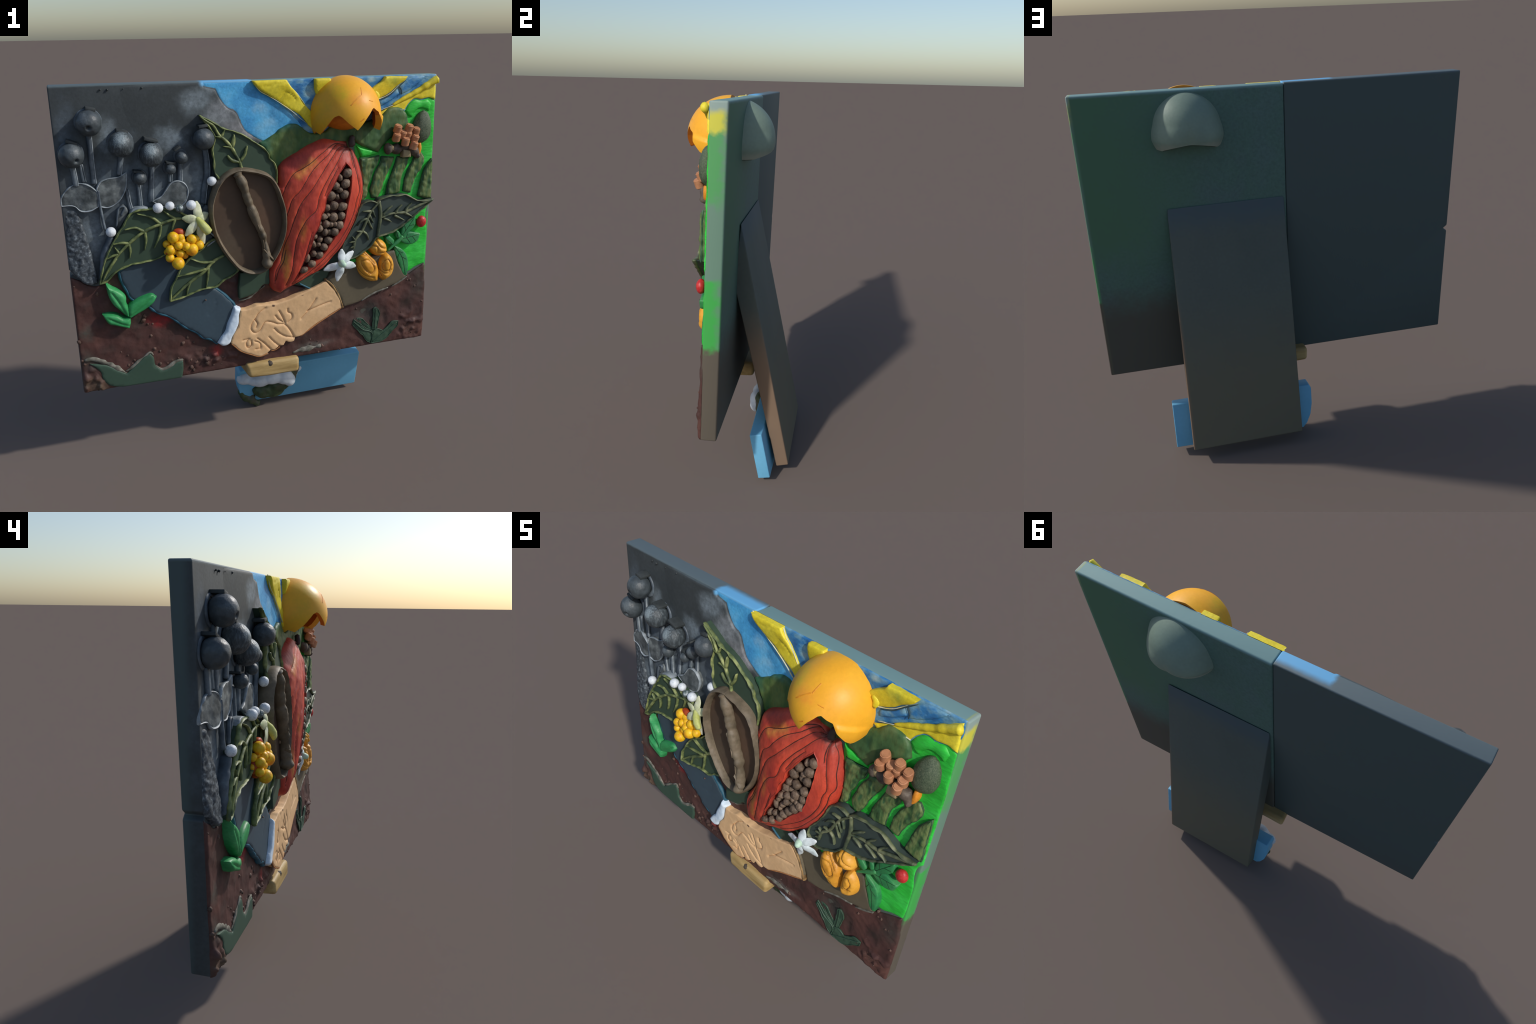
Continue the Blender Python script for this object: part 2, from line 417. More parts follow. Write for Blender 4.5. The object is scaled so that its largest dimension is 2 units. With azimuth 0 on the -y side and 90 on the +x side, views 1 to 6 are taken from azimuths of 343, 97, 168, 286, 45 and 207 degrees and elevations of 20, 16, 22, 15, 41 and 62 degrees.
m_grass = paint("bright_green_paint", [(.02, .36, .03), (.03, .52, .05), (.06, .62, .10)], 8, .5, bump=.6, bump_scale=45, stretch=(.5, 1, 1.6), rotz=(0, .5, 0))
m_row = paint("crop_row_paint", [(.022, .06, .028), (.06, .125, .042), (.15, .195, .07), (.04, .105, .043)], 26, .5, bump=.7, bump_scale=45, stretch=(1.4, 1, .35), rotz=(0, .35, 0), contrast=(.3, .68))
m_rowe = paint("row_edge_paint", [(.02, .055, .03), (.035, .09, .045), (.1, .2, .1)], 30, .55, bump=.5, contrast=(.3, .75))
m_avo = paint("avocado_skin", [(.045, .07, .042), (.08, .11, .065), (.13, .155, .10)], 13, .5, bump=.5, bump_scale=40)
m_leaf = paint(grain=0.07, name="dark_leaf_paint", colors=[(.034, .062, .04), (.042, .072, .047)], scale=4, rough=.6, bump=.06)
m_leafr = paint(grain=0.07, name="slate_leaf_paint", colors=[(.04, .058, .052), (.046, .066, .058)], scale=4, rough=.6, bump=.06)
m_vein = paint("vein_paint", [(.04, .062, .032), (.14, .175, .065), (.32, .35, .14)], 26, .5, bump=.3)
m_veinr = paint("dull_vein_paint", [(.035, .055, .038), (.10, .12, .065), (.2, .215, .12)], 24, .5, bump=.3)
m_red = paint("cacao_red_paint", [(.30, .03, .024), (.46, .055, .032), (.60, .085, .045)], 6, .5, bump=.4, bump_scale=45, stretch=(1.6, 1, .6), rotz=(0, .5, 0), patches=[
    *[(x, -.16, z, r, (.58, .22, .045), .9) for (x, z), r in zip([(0.244, 1.551), (0.21, 1.526), (0.171, 1.497)], (.045, .045, .035))], (.10, -.15, 1.04, (.035, .16), (.42, .21, .035), .85), (.19, -.15, 1.22, (.03, .1), (.5, .17, .035), .8),
    (.02, -.15, 1.4, (.06, .13), (.22, .025, .022), .7), (.15, -.15, 1.58, (.12, .06), (.20, .025, .022), .7), (.46, -.13, 1.61, (.10, .06), (.09, .022, .02), .95),
    (.29, -.18, 1.32, (.05, .16), (.75, .075, .03), .6), (.53, -.13, 1.3, (.06, .16), (.72, .075, .03), .7)])
m_seam = paint("dark_groove_paint", [(.06, .018, .014), (.11, .03, .02)], 25, .6)
m_pit = paint("pod_hollow_paint", [(.10, .012, .01), (.05, .015, .012), (.07, .035, .025)], 14, .6)
m_stalk = paint("stalk_paint", [(.04, .028, .026), (.06, .04, .036)], 14, .6)
m_cocoa = paint("cocoa_bean_skin", [(.10, .066, .045), (.155, .107, .074), (.21, .15, .105)], 2, .55, bump=.2, bump_scale=4, vary=.25, bump_dist=.05)
m_coffee = paint(grain=0.08, name="coffee_brown_paint", colors=[(.062, .039, .027), (.077, .05, .033), (.095, .058, .036)], scale=4, rough=.6, bump=.1, patches=[
    (.0, -.13, 1.3, (.07, .14), (.12, .066, .042), .6), (-.2, -.13, 1.15, (.09, .16), (.10, .08, .055), .6)])  # lighter blotches are sunlight on the bean floor, baked into the brown
m_rim = paint("coffee_rim_paint", [(.085, .068, .046), (.135, .108, .072), (.19, .15, .105)], 14, .55, bump=.3)
m_skin = paint(grain=0.05, name="skin_paint", colors=[(.67, .42, .215), (.73, .475, .255)], scale=6, rough=.6, bump=.25, bump_scale=55, patches=[(.0, -.16, .56, (.16, .05), (.62, .35, .16), .5)])
m_skinl = paint("skin_line_paint", [(.36, .15, .05), (.48, .22, .085)], 30, .6)
m_nick = paint("dark_clay_nick", [(.12, .07, .045), (.24, .14, .08)], 40, .7)
m_sleeve = paint(grain=0.08, name="navy_sleeve_paint", colors=[(.038, .06, .08), (.045, .075, .10)], scale=4, rough=.55, bump=.08)
m_teal = paint("teal_edge_paint", [(.018, .075, .12), (.03, .13, .19)], 18, .55, bump=.3)
m_cuff = paint(grain=0.08, name="cuff_paint", colors=[(.45, .58, .74), (.60, .72, .84), (.72, .80, .87)], scale=12, rough=.5, bump=.3)
m_sleeve2 = paint(grain=0.08, name="olive_sleeve_paint", colors=[(.105, .088, .058), (.13, .108, .07)], scale=5, rough=.6, bump=.1)
m_cord = paint("cuff_cord_paint", [(.12, .07, .03), (.28, .17, .07), (.4, .26, .12)], 25, .5)
m_soil = paint("soil_paint", [(.038, .026, .022), (.07, .031, .027), (.10, .043, .035)], 7, .6, bump=.5, bump_scale=40, contrast=(.3, .7), patches=[
    (-.56, -.13, .79, (.1, .06), (.26, .012, .016), .95), (-.28, -.13, .56, (.05, .045), (.34, .01, .014), 1.), (-.7, -.13, .94, (.1, .04), (.13, .025, .022), .6), (.95, -.1, .78, (.07, .12), (.06, .05, .042), .8),
    (-.94, -.13, .77, (.05, .06), (.08, .082, .068), .8), (-.95, -.13, .62, (.05, .08), (.07, .062, .05), .6), (-.03, -.13, .93, (.12, .12), (.10, .05, .03), .8), (.92, -.13, .5, (.14, .07), (.13, .06, .045), .7),
    (-.92, -.13, .47, (.12, .09), (.10, .075, .05), .85), (-.35, -.13, .56, (.3, .05), (.13, .06, .05), .4), (.3, -.13, .5, (.15, .03), (.14, .125, .11), .85), (.62, -.13, .64, (.13, .1), (.05, .05, .043), .8)])  # last grey patch paints the shadow in the hollow behind the dark sprout
m_crust = paint("pale_crust_paint", [(.07, .068, .052), (.14, .135, .11), (.26, .25, .215)], 32, .65, bump=.5)
m_pebble = paint("pebble_clay", [(.06, .032, .026), (.10, .055, .042), (.15, .10, .075)], 3, .6, bump=.3, vary=.4)
m_moss = paint(grain=0.07, name="moss_green_paint", colors=[(.035, .072, .05), (.042, .08, .056)], scale=4, rough=.6, bump=.06)
m_sprout = paint("sprout_green_paint", [(.02, .20, .06), (.035, .28, .09), (.06, .34, .12)], 10, .45, bump=.3, bump_scale=30, stretch=(1, 1, 2))
m_sprig = paint("sprig_green_paint", [(.02, .15, .055), (.03, .22, .07), (.06, .27, .09)], 14, .5, bump=.3)
m_sprigl = paint("sprig_line_paint", [(.01, .06, .02)], 10, .6)
m_dsprout = paint("dark_sprout_paint", [(.025, .058, .036), (.045, .092, .058)], 12, .5, bump=.3)
m_walnut = paint(grain=0.1, name="walnut_paint", colors=[(.56, .24, .025), (.70, .33, .035), (.78, .39, .06)], scale=10, rough=.45, bump=.3, bump_scale=40)
m_walnutl = paint("walnut_line_paint", [(.20, .07, .012), (.34, .14, .02)], 25, .55)
m_petal = paint("white_petal_paint", [(.45, .52, .52), (.62, .70, .72), (.75, .80, .82)], 16, .5, bump=.35, stretch=(1, 1, 1))
m_petaly = paint("pale_yellow_petal_paint", [(.48, .53, .30), (.6, .62, .42), (.68, .7, .6)], 16, .5, bump=.35)
m_pollen = paint("yellow_green_petal_paint", [(.42, .45, .10), (.55, .58, .26)], 14, .5, bump=.2)
m_mint = paint("mint_petal_paint", [(.42, .62, .42), (.55, .72, .62)], 14, .5, bump=.2)
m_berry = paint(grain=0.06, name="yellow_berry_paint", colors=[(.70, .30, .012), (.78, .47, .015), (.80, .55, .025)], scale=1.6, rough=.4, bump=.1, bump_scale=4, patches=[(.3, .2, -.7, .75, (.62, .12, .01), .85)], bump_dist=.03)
m_berryr = paint("berry_base_paint", [(.35, .03, .01), (.5, .16, .012)], 16, .5)
m_bead = paint("white_bead_paint", [(.50, .56, .62), (.70, .75, .80), (.78, .82, .86)], 2.5, .45, bump=.2, bump_scale=5, bump_dist=.03)
m_beadd = paint("dark_bead_paint", [(.04, .06, .055), (.12, .16, .16), (.6, .66, .7)], 1.2, .45, bump=.2, bump_scale=5, bump_dist=.03)
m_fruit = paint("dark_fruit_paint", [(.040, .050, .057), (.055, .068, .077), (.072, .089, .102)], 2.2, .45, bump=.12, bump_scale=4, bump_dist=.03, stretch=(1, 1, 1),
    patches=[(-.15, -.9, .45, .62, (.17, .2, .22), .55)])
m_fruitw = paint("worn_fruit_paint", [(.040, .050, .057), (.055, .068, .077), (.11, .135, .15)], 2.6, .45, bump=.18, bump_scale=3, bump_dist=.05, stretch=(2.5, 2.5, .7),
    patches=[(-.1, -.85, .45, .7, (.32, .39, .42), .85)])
m_cap = paint("cap_paint", [(.03, .036, .038), (.05, .058, .06)], 20, .6)
m_strip = paint("grey_stem_paint", [(.045, .058, .074), (.08, .102, .126), (.16, .195, .225)], 12, .5, bump=.3)
m_gleaf = paint("grey_leaf_paint", [(.055, .065, .068), (.11, .125, .13), (.2, .225, .225)], 22, .55, bump=.5, bump_scale=50, contrast=(.35, .7))
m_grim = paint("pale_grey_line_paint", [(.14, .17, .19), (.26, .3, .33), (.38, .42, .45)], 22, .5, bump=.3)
m_bark = paint("grey_bark_paint", [(.035, .044, .052), (.075, .09, .105), (.24, .28, .30)], 75, .55, bump=.9, bump_scale=45, contrast=(.35, .75))
m_log = paint("terracotta_block", [(.36, .155, .075), (.44, .20, .10), (.5, .25, .13)], 14, .55, bump=.25)
m_rock = paint("dark_rock", [(.05, .035, .028), (.10, .078, .06), (.16, .13, .10)], 22, .55, bump=.6)
m_chip = paint("beige_chip", [(.25, .19, .10), (.34, .27, .15)], 25, .6)
m_orange = paint("orange_paint", [(.62, .22, .02), (.70, .27, .03)], 14, .5, bump=.3)
m_redfruit = paint("red_fruit_paint", [(.40, .02, .022), (.50, .028, .03), (.56, .06, .055)], 2, .4, bump=.12, bump_scale=3, bump_dist=.02)
m_leg = paint(grain=0.06, name="grey_stand_paint", colors=[(.088, .105, .094), (.1, .118, .104)], scale=4, rough=.65, bump=.1)
blend(m_leg, [('Z', 1.0, .35, .08)], (.128, .122, .088))
blend(m_leg, [('Z', 1.2, 1.36, .03)], (.072, .10, .112))
blend(m_leg, [('X', .575, .592, .001), ('Z', 1.0, .6, .05)], (.22, .15, .10))
m_base = paint(grain=0.04, name="base_blue_paint", colors=[(.13, .38, .58), (.15, .42, .63)], scale=4, rough=.5, bump=.08)
m_bar = paint(grain=0.08, name="wood_ochre_paint", colors=[(.30, .20, .075), (.42, .29, .12), (.48, .35, .16)], scale=9, rough=.5, bump=.3, stretch=(.5, 2, 3))
m_foam = paint(grain=0.05, name="white_foam_paint", colors=[(.40, .45, .50), (.58, .63, .68), (.66, .71, .76)], scale=10, rough=.35, bump=.15)
m_weed = paint("dark_weed_paint", [(.025, .045, .02), (.045, .07, .028), (.08, .075, .05)], 14, .5, bump=.5)

# ------------------------------------------------------------------ panel blocks
def block(name, outline, thick, mat, bevel, yaw=0., lean=0.):
    bm = bmesh.new()
    f = bm.faces.new([bm.verts.new((x, 0, z)) for x, z in outline])
    g = bmesh.ops.extrude_face_region(bm, geom=[f])
    for v in g["geom"]:
        if isinstance(v, bmesh.types.BMVert): v.co.y = thick
    bmesh.ops.recalc_face_normals(bm, faces=bm.faces)
    bmesh.ops.bevel(bm, geom=bm.edges[:], offset=bevel, segments=4, affect='EDGES', profile=.5)
    for v in bm.verts:
        t = v.co.y / thick                      # 0 front face, 1 back face
        back = front_y(v.co.x, v.co.z) + thick + yaw * (X1 - v.co.x) + lean * (v.co.z - 1.2)
        v.co.y = front_y(v.co.x, v.co.z) * (1 - t) + back * t
    me = bpy.data.meshes.new(name); bm.to_mesh(me); bm.free()
    return add_mesh(name, me, mat, None, True, 30)
block("panel_block", [(X0, ZB + .002), (X0, 1.070), (X0 + .022, 1.087), (X0, 1.104), (X0, ZT + .003), (XM, ZT - .002), (XM, ZB)], .082, m_slate, .007, .0012, .002)
block("panel_block", [(XM + .001, ZB - .001), (XM + .001, ZT - .005), (X1, ZT - .005), (X1 - .003, ZB - .005)], .078, m_back, .009, .010)

# ------------------------------------------------------------------ stand leg, base, things below
lx0, lx1 = -.022, .592
box("stand_leg", [(lx0, .196, .048), (lx1, .209, .055), (lx1, -.03, 1.08), (lx0, -.035, 1.02),
                  (lx0, .280, .078), (lx1, .273, .070), (lx1, .005, 1.378), (lx0, .004, 1.388)], m_leg, None, .006)

bx0, bx1 = -.108, .681
# blue block: leaning plate in front of the leg; its left end is rounded
def base_block():
    prof = [(bx1, 0), (bx1, 1), (bx0 + .012, 1), (bx0, .92), (bx0 + .002, .55), (bx0 + .014, .3), (bx0 + .038, .1), (bx0 + .062, 0)]
    bm = bmesh.new()
    f0 = Vector((0, .124, .033)); f1 = Vector((0, .074, .283)); back = Vector((0, .062, .010)); deep = Vector((0, .022, .002))
    a = [bm.verts.new(Vector((x, 0, 0)) + f0.lerp(f1, t)) for x, t in prof]
    b = [bm.verts.new(Vector((x, 0, 0)) + f0.lerp(f1, t) + back + (deep if x < -.02 else deep * 0)) for x, t in prof]
    bm.faces.new(a); bm.faces.new(b[::-1]); n = len(a)
    for i in range(n): bm.faces.new([a[i], b[i], b[(i+1) % n], a[(i+1) % n]])
    bmesh.ops.recalc_face_normals(bm, faces=bm.faces)
    bmesh.ops.bevel(bm, geom=bm.edges[:], offset=.005, segments=3, affect='EDGES', profile=.5)
    me = bpy.data.meshes.new("base_block"); bm.to_mesh(me); bm.free()
    return add_mesh("base_block", me, m_base, None, True, 35)
BASE = base_block()

box("wooden_bar", [(-.105, -.168, .368), (.19, -.164, .362), (.190, -.158, .455), (-.125, -.16, .455),
                   (-.13, .020, .372), (.192, .022, .366), (.192, .022, .455), (-.13, .02, .455)], m_bar, None, .021, 5, .003, 3)
ball("bar_knob", "bar_knob", .014, .437, .026, (.021, .016, .018), m_rock, sub=3, bump=.15)

def lumps(name, items, mat, parent=None, vox=.007, smooth=8, amp=0., freq=20.):
    """clay lumps fused into one skin: (x, y, z, rx, ry, rz)"""
    bm = bmesh.new()
    for x, y, z, rx, ry, rz in items:
        bmesh.ops.create_icosphere(bm, subdivisions=3, radius=1, matrix=Matrix.Translation((x, y, z)) @ Matrix.Diagonal((rx, ry, rz, 1)))
    me = bpy.data.meshes.new(name); bm.to_mesh(me); bm.free()
    ob = add_mesh(name, me, mat, parent, True, 180)
    for typ, kw in (("REMESH", dict(mode='VOXEL', voxel_size=vox)), ("SMOOTH", dict(iterations=smooth, factor=.6))):
        md = ob.modifiers.new(typ, typ)
        for k, v in kw.items(): setattr(md, k, v)
    dg = bpy.context.evaluated_depsgraph_get()
    new = bpy.data.meshes.new_from_object(ob.evaluated_get(dg))
    ob.modifiers.clear(); ob.data = new
    if amp:
        for v in new.vertices: v.co += v.normal * amp * noise.noise(v.co * freq)
    new.polygons.foreach_set("use_smooth", [True] * len(new.polygons))
    return ob
lumps("foam", [(-.06, .085, .225, .06, .04, .04), (.02, .065, .215, .08, .05, .045), (.10, .055, .225, .08, .05, .045), (.17, .045, .215, .055, .045, .05), (.2, .045, .19, .04, .04, .04)], m_foam, BASE, amp=.004)
lumps("weed", [(.06, .10, .11, .065, .04, .05), (.11, .10, .105, .08, .04, .05), (.15, .085, .15, .07, .04, .05), (.2, .07, .19, .05, .04, .05), (.235, .075, .245, .04, .035, .05), (.23, .08, .28, .025, .025, .02), (.02, .105, .12, .04, .03, .035)], m_weed, BASE, amp=.008, freq=28)
lumps("weed", [(-.085, .125, .115, .02, .022, .025), (-.07, .13, .085, .028, .026, .03), (-.045, .13, .06, .03, .026, .028), (-.02, .125, .042, .03, .026, .024), (.012, .12, .019, .026, .022, .022), (-.01, .12, .07, .018, .018, .02)], m_weed, BASE, amp=.007, freq=35)
lumps("foam", [(.27, .085, .235, .025, .015, .022), (.25, .085, .2, .02, .012, .02)], m_foam, BASE, amp=.006)

# ------------------------------------------------------------------ sky and sun rays
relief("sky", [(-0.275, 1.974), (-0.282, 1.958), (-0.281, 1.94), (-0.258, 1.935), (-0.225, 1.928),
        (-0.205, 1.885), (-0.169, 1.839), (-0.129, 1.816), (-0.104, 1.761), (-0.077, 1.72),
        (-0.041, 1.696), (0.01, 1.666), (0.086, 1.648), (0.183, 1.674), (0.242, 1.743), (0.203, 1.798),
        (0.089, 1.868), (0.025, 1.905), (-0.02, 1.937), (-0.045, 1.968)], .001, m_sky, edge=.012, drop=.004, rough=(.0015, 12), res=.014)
relief("sky", [(-0.041, 1.954), (-0.039, 1.968), (0.264, 1.966), (0.503, 1.964), (0.988, 1.963), (0.989, 1.892),
        (0.875, 1.794), (0.664, 1.739), (0.51, 1.683), (0.258, 1.67), (0.221, 1.726), (0.112, 1.837)], .003, m_sky2, edge=.008, rough=(.002, 30), res=.013)
relief("sky", [(0.759, 1.91), (0.83, 1.952), (0.931, 1.956), (0.885, 1.919), (0.824, 1.88), (0.777, 1.864),
        (0.769, 1.891)], .010, m_sky2, edge=.012, rough=(.002, 40))
relief("sky", [(0.65, 1.837), (0.704, 1.862), (0.756, 1.905), (0.774, 1.869), (0.736, 1.843), (0.695, 1.822),
        (0.654, 1.805)], .010, m_sky2, edge=.012, rough=(.002, 40))
def tab(pp, dist):
    # each ray swells into a thick tab at the panel's top edge
    return .016 * np.clip((pp[:, 1] - 1.86) / .08, 0, 1)
def cloud_fade(pp, dist):
    # the storm-cloud slab is thickest at its torn right border and runs out to nothing on the left
    b = seg_dist(pp, spline(CLOUD, False, .01), False)
    t = np.clip((b - .12) / .34, 0, 1)
    t = np.maximum(t, np.clip((1.70 - pp[:, 1]) / .14 - 2 * np.clip(pp[:, 0] + .12, 0, 1), 0, 1))
    return -.0112 * t * t * (3 - 2 * t)
CLOUD = [(-0.276, 1.975), (-0.285, 1.959), (-0.284, 1.94), (-0.259, 1.934), (-0.226, 1.928),
        (-0.206, 1.884), (-0.17, 1.838), (-0.13, 1.815), (-0.105, 1.761), (-0.079, 1.72),
        (-0.042, 1.696), (0.009, 1.667)]
relief("storm_cloud", CLOUD + [(.0, 1.58), (-.2, 1.5), (-.42, 1.55), (-.75, 1.75), (-.75, ZT)], .010, m_slate, edge=.007, extra=cloud_fade, res=.014)
relief("sun_ray", [(-0.044, 1.967), (0.133, 1.964), (0.147, 1.94), (0.187, 1.9), (0.234, 1.84), (0.293, 1.76),
        (0.293, 1.702), (0.254, 1.735), (0.21, 1.786), (0.144, 1.827), (0.083, 1.868), (0.028, 1.9),
        (-0.019, 1.931)], .012, m_ray, edge=.007, extra=tab, rough=(.0015, 25), jag=(.002, 40), grooves=[([(0.101, 1.87), (0.13, 1.905), (0.162, 1.889), (0.186, 1.866)], .003, .003), ([(0.014, 1.933), (0.074, 1.943), (0.125, 1.954)], .003, .002)])
relief("sun_ray", [(0.284, 1.962), (0.368, 1.964), (0.409, 1.87), (0.311, 1.861), (0.287, 1.907)], .013, m_ray, edge=.008, extra=tab, jag=(.003, 40))
relief("sun_ray", [(0.679, 1.961), (0.806, 1.958), (0.794, 1.94), (0.758, 1.917), (0.703, 1.874), (0.655, 1.852),
        (0.611, 1.844), (0.589, 1.889), (0.629, 1.919), (0.664, 1.94)], .013, m_ray, edge=.008, extra=tab, jag=(.002, 40), rough=(.0015, 30))
relief("sun_ray", [(0.982, 1.956), (0.989, 1.832), (0.958, 1.842), (0.904, 1.837), (0.86, 1.841), (0.831, 1.82),
        (0.805, 1.784), (0.757, 1.787), (0.71, 1.775), (0.658, 1.75), (0.637, 1.769), (0.683, 1.79),
        (0.75, 1.817), (0.838, 1.859), (0.91, 1.911)], .010, m_ray, edge=.008, jag=(.002, 40), rough=(.0015, 30))
tube("sun_ray", [(0.985, 1.937), (0.959, 1.926), (0.907, 1.898), (0.85, 1.869), (0.793, 1.844), (0.732, 1.814)], [.022, .018, .016, .013, .011, .006], [.018, .015, .014, .012, .010, .004], [.022, .018, .014, .012, .011, .010], m_ray, wob=.3)
tube("sun_ray", [(0.62, 1.884), (0.636, 1.866), (0.632, 1.844)], [.012, .016, .012], .009, .014, m_ray)

tubes("ray_edge", [(p, [.0008, .0026, .0014, .0026, .002, .0008], .003, .011) for p in (
    [(-0.043, 1.966), (-0.005, 1.916), (0.049, 1.884), (0.105, 1.849), (0.166, 1.807), (0.219, 1.763),
        (0.248, 1.743)], [(0.139, 1.96), (0.153, 1.935), (0.191, 1.895), (0.234, 1.839)], [(0.288, 1.958), (0.289, 1.935), (0.293, 1.904)], [(0.668, 1.935), (0.683, 1.954)], [(0.621, 1.84), (0.708, 1.871), (0.763, 1.913)], [(0.659, 1.791), (0.752, 1.821), (0.84, 1.863), (0.918, 1.911), (0.969, 1.943)], [(0.808, 1.788), (0.765, 1.79), (0.718, 1.774)])], m_rayw, None, "stuff")
tubes("sky_crack", [(p, [.001, .003, .002, .003, .001], .0015, .0115) for p in ([(0.659, 1.845), (0.708, 1.864), (0.763, 1.907), (0.804, 1.939)], [(0.766, 1.907), (0.782, 1.881), (0.78, 1.865)], [(0.657, 1.782), (0.69, 1.799), (0.762, 1.827), (0.856, 1.872)], [(0.639, 1.896), (0.659, 1.859)])], m_crack, None, "stuff")

# ------------------------------------------------------------------ sun: half an eggshell that sticks through the panel
SC = Vector((.452, -.070, 1.778)); SR = (.187, .214, .196)
def shell(name, th0, th1, edge, mat, scale=1., rows=40, cols=110, thick=.022, chip=False, boxy=False):
    """rows from the crown down to a ragged lower edge z = edge(theta)"""
    v = []; f = []
    for layer in (0, 1):
        k = 1 - (thick / .19 if layer else 0)
        for j in range(cols + 1):
            th = th0 + (th1 - th0) * j / cols
            ze = edge(th)
            smax = max(-.99, min(.97, (ze - SC.z) / SR[2]))
            phi_e = math.asin(smax)
            for i in range(rows + 1):
                ph = math.pi / 2 + (phi_e - math.pi / 2) * i / rows
                n = Vector((math.cos(ph) * math.sin(th) * SR[0], -math.cos(ph) * math.cos(th) * SR[1], math.sin(ph) * SR[2])) * k
                if boxy:   # squarer flanks low down
                    low = min(1, max(0, (SC.z + .03 - (SC + n).z) / .08)); n.z = min(n.z * .965, 1.953 - SC.z); n.x *= .97; n.x *= 1 + low * .05 * abs(math.sin(2 * th)) + low * .05; n.y *= 1 + low * .08 * abs(math.sin(2 * th))
                if chip and layer == 0:   # a broken chip stands proud low on the right
                    t = math.degrees(th); top = 1.80 - .0009 * (t - 40)
                    e = min(1, max(0, (t - 40) / 5)) * min(1, max(0, (86 - t) / 20)) * min(1, max(0, (top - (SC + n).z) / .012))
                    n = n * (1 + .055 * e)
                v.append(SC + n * scale)
    R = rows + 1; off = (cols + 1) * R
    for j in range(cols):
        for i in range(rows):
            a = j * R + i
            f.append([a, a + 1, a + R + 1, a + R]); f.append([off + a, off + a + R, off + a + R + 1, off + a + 1])
        a = j * R + rows; f.append([a, off + a, off + a + R, a + R])
    for j in (0, cols):
        for i in range(rows):
            a = j * R + i; f.append([a, off + a, off + a + 1, a + 1])
    ob = add(name, v, f, mat, None, True, 60)
    return ob, off
def front_edge(th):
    # theta: 0 faces the viewer, -90 left, +90 right; three points and two notches
    t = math.degrees(th)
    xs = [-96, -86, -79, -68, -56, -41, -34, -29, -19, -4, 1.5, 10, 21, 25, 32, 39, 44, 55, 62, 72, 81, 96]
    zs = [1.686, 1.688, 1.704, 1.692, 1.726, 1.786, 1.796, 1.788, 1.758, 1.722, 1.745, 1.782, 1.82, 1.826, 1.812, 1.802, 1.766, 1.72, 1.704, 1.708, 1.716, 1.73]
    return float(np.interp(t, xs, zs))
sun, off = shell("sun", math.radians(-95), math.radians(95), front_edge, m_sun, rows=60, cols=170, chip=True)
sun.data.materials.append(m_suni)
for p in sun.data.polygons:
    c = Vector(p.center) - SC
    if (c.x / SR[0]) ** 2 + (c.y / SR[1]) ** 2 + (c.z / SR[2]) ** 2 < .90: p.material_index = 1
def back_edge(th):
    t = math.degrees(th) - 180
    return 1.716 - .034 * min(1, abs(t) / 50) ** 1.5
dome, _ = shell("back_dome", math.radians(95), math.radians(265), back_edge, m_dome, thick=.03, boxy=True)
# orange filling high inside the shell
ball('sun_filling', 'sun_filling', .457, 1.815, .0, (.15, .105, .118), m_suni, sun, rot=(0, 0, 0), sub=4)
# closed underside of the back dome
v = []; f = []
for j in range(41):
    th = math.radians(95 + 170 * j / 40); ze = back_edge(th); ph = math.asin((ze - SC.z) / SR[2])
    v.append(SC + Vector((math.cos(ph) * math.sin(th) * SR[0], -math.cos(ph) * math.cos(th) * SR[1], ze - SC.z)) * 1.0 * Vector((1, 1, 1)).length / math.sqrt(3))
v.append(SC + Vector((0, .03, -.07)))
for j in range(40): f.append([j, j + 1, 41])
add("dome_underside", v, f, m_dome, dome)
s = Soup()
for pts, w in (([(0.404, 1.843), (0.432, 1.867), (0.46, 1.886)], .0035), ([(0.466, 1.888), (0.476, 1.921)], .0035), ([(0.504, 1.861), (0.528, 1.855)], .003), ([(0.449, 1.768), (0.468, 1.78)], .004)):
    line = spline(pts, False, .006)
    def on_sun(p):
        x, z = p; q = 1 - ((x - SC.x) / SR[0]) ** 2 - ((z - SC.z) / SR[2]) ** 2
        return front_y(x, z) - (SC.y - SR[1] * math.sqrt(max(q, 0))) - .0005
    s.put(*sweep(line, w, .0015, on_sun, 6))
ob = add("sun_scratch", s.v, s.f, m_scratch, sun); ob["kind"] = "stuff"

# ------------------------------------------------------------------ hills, bush, field
relief("hill", [(-0.017, 1.665), (0.023, 1.675), (0.065, 1.697), (0.113, 1.732), (0.161, 1.748), (0.209, 1.735),
        (0.255, 1.699), (0.334, 1.697), (0.403, 1.736), (0.473, 1.739), (0.535, 1.713), (0.516, 1.631),
        (0.436, 1.59), (0.295, 1.581), (0.145, 1.514), (0.072, 1.497), (0.035, 1.59)], .019, m_hill, edge=.014, rough=(.004, 30), jag=(.004, 30))
relief("bush", [(0.663, 1.761), (0.693, 1.792), (0.739, 1.804), (0.782, 1.796), (0.819, 1.758), (0.829, 1.716),
        (0.799, 1.68), (0.737, 1.646), (0.685, 1.607), (0.655, 1.571), (0.602, 1.591), (0.549, 1.615),
        (0.507, 1.641), (0.511, 1.691), (0.556, 1.73), (0.612, 1.745)], .020, m_bush, edge=.014, dome=.006, dome_w=.08, rough=(.004, 32), jag=(.004, 40))
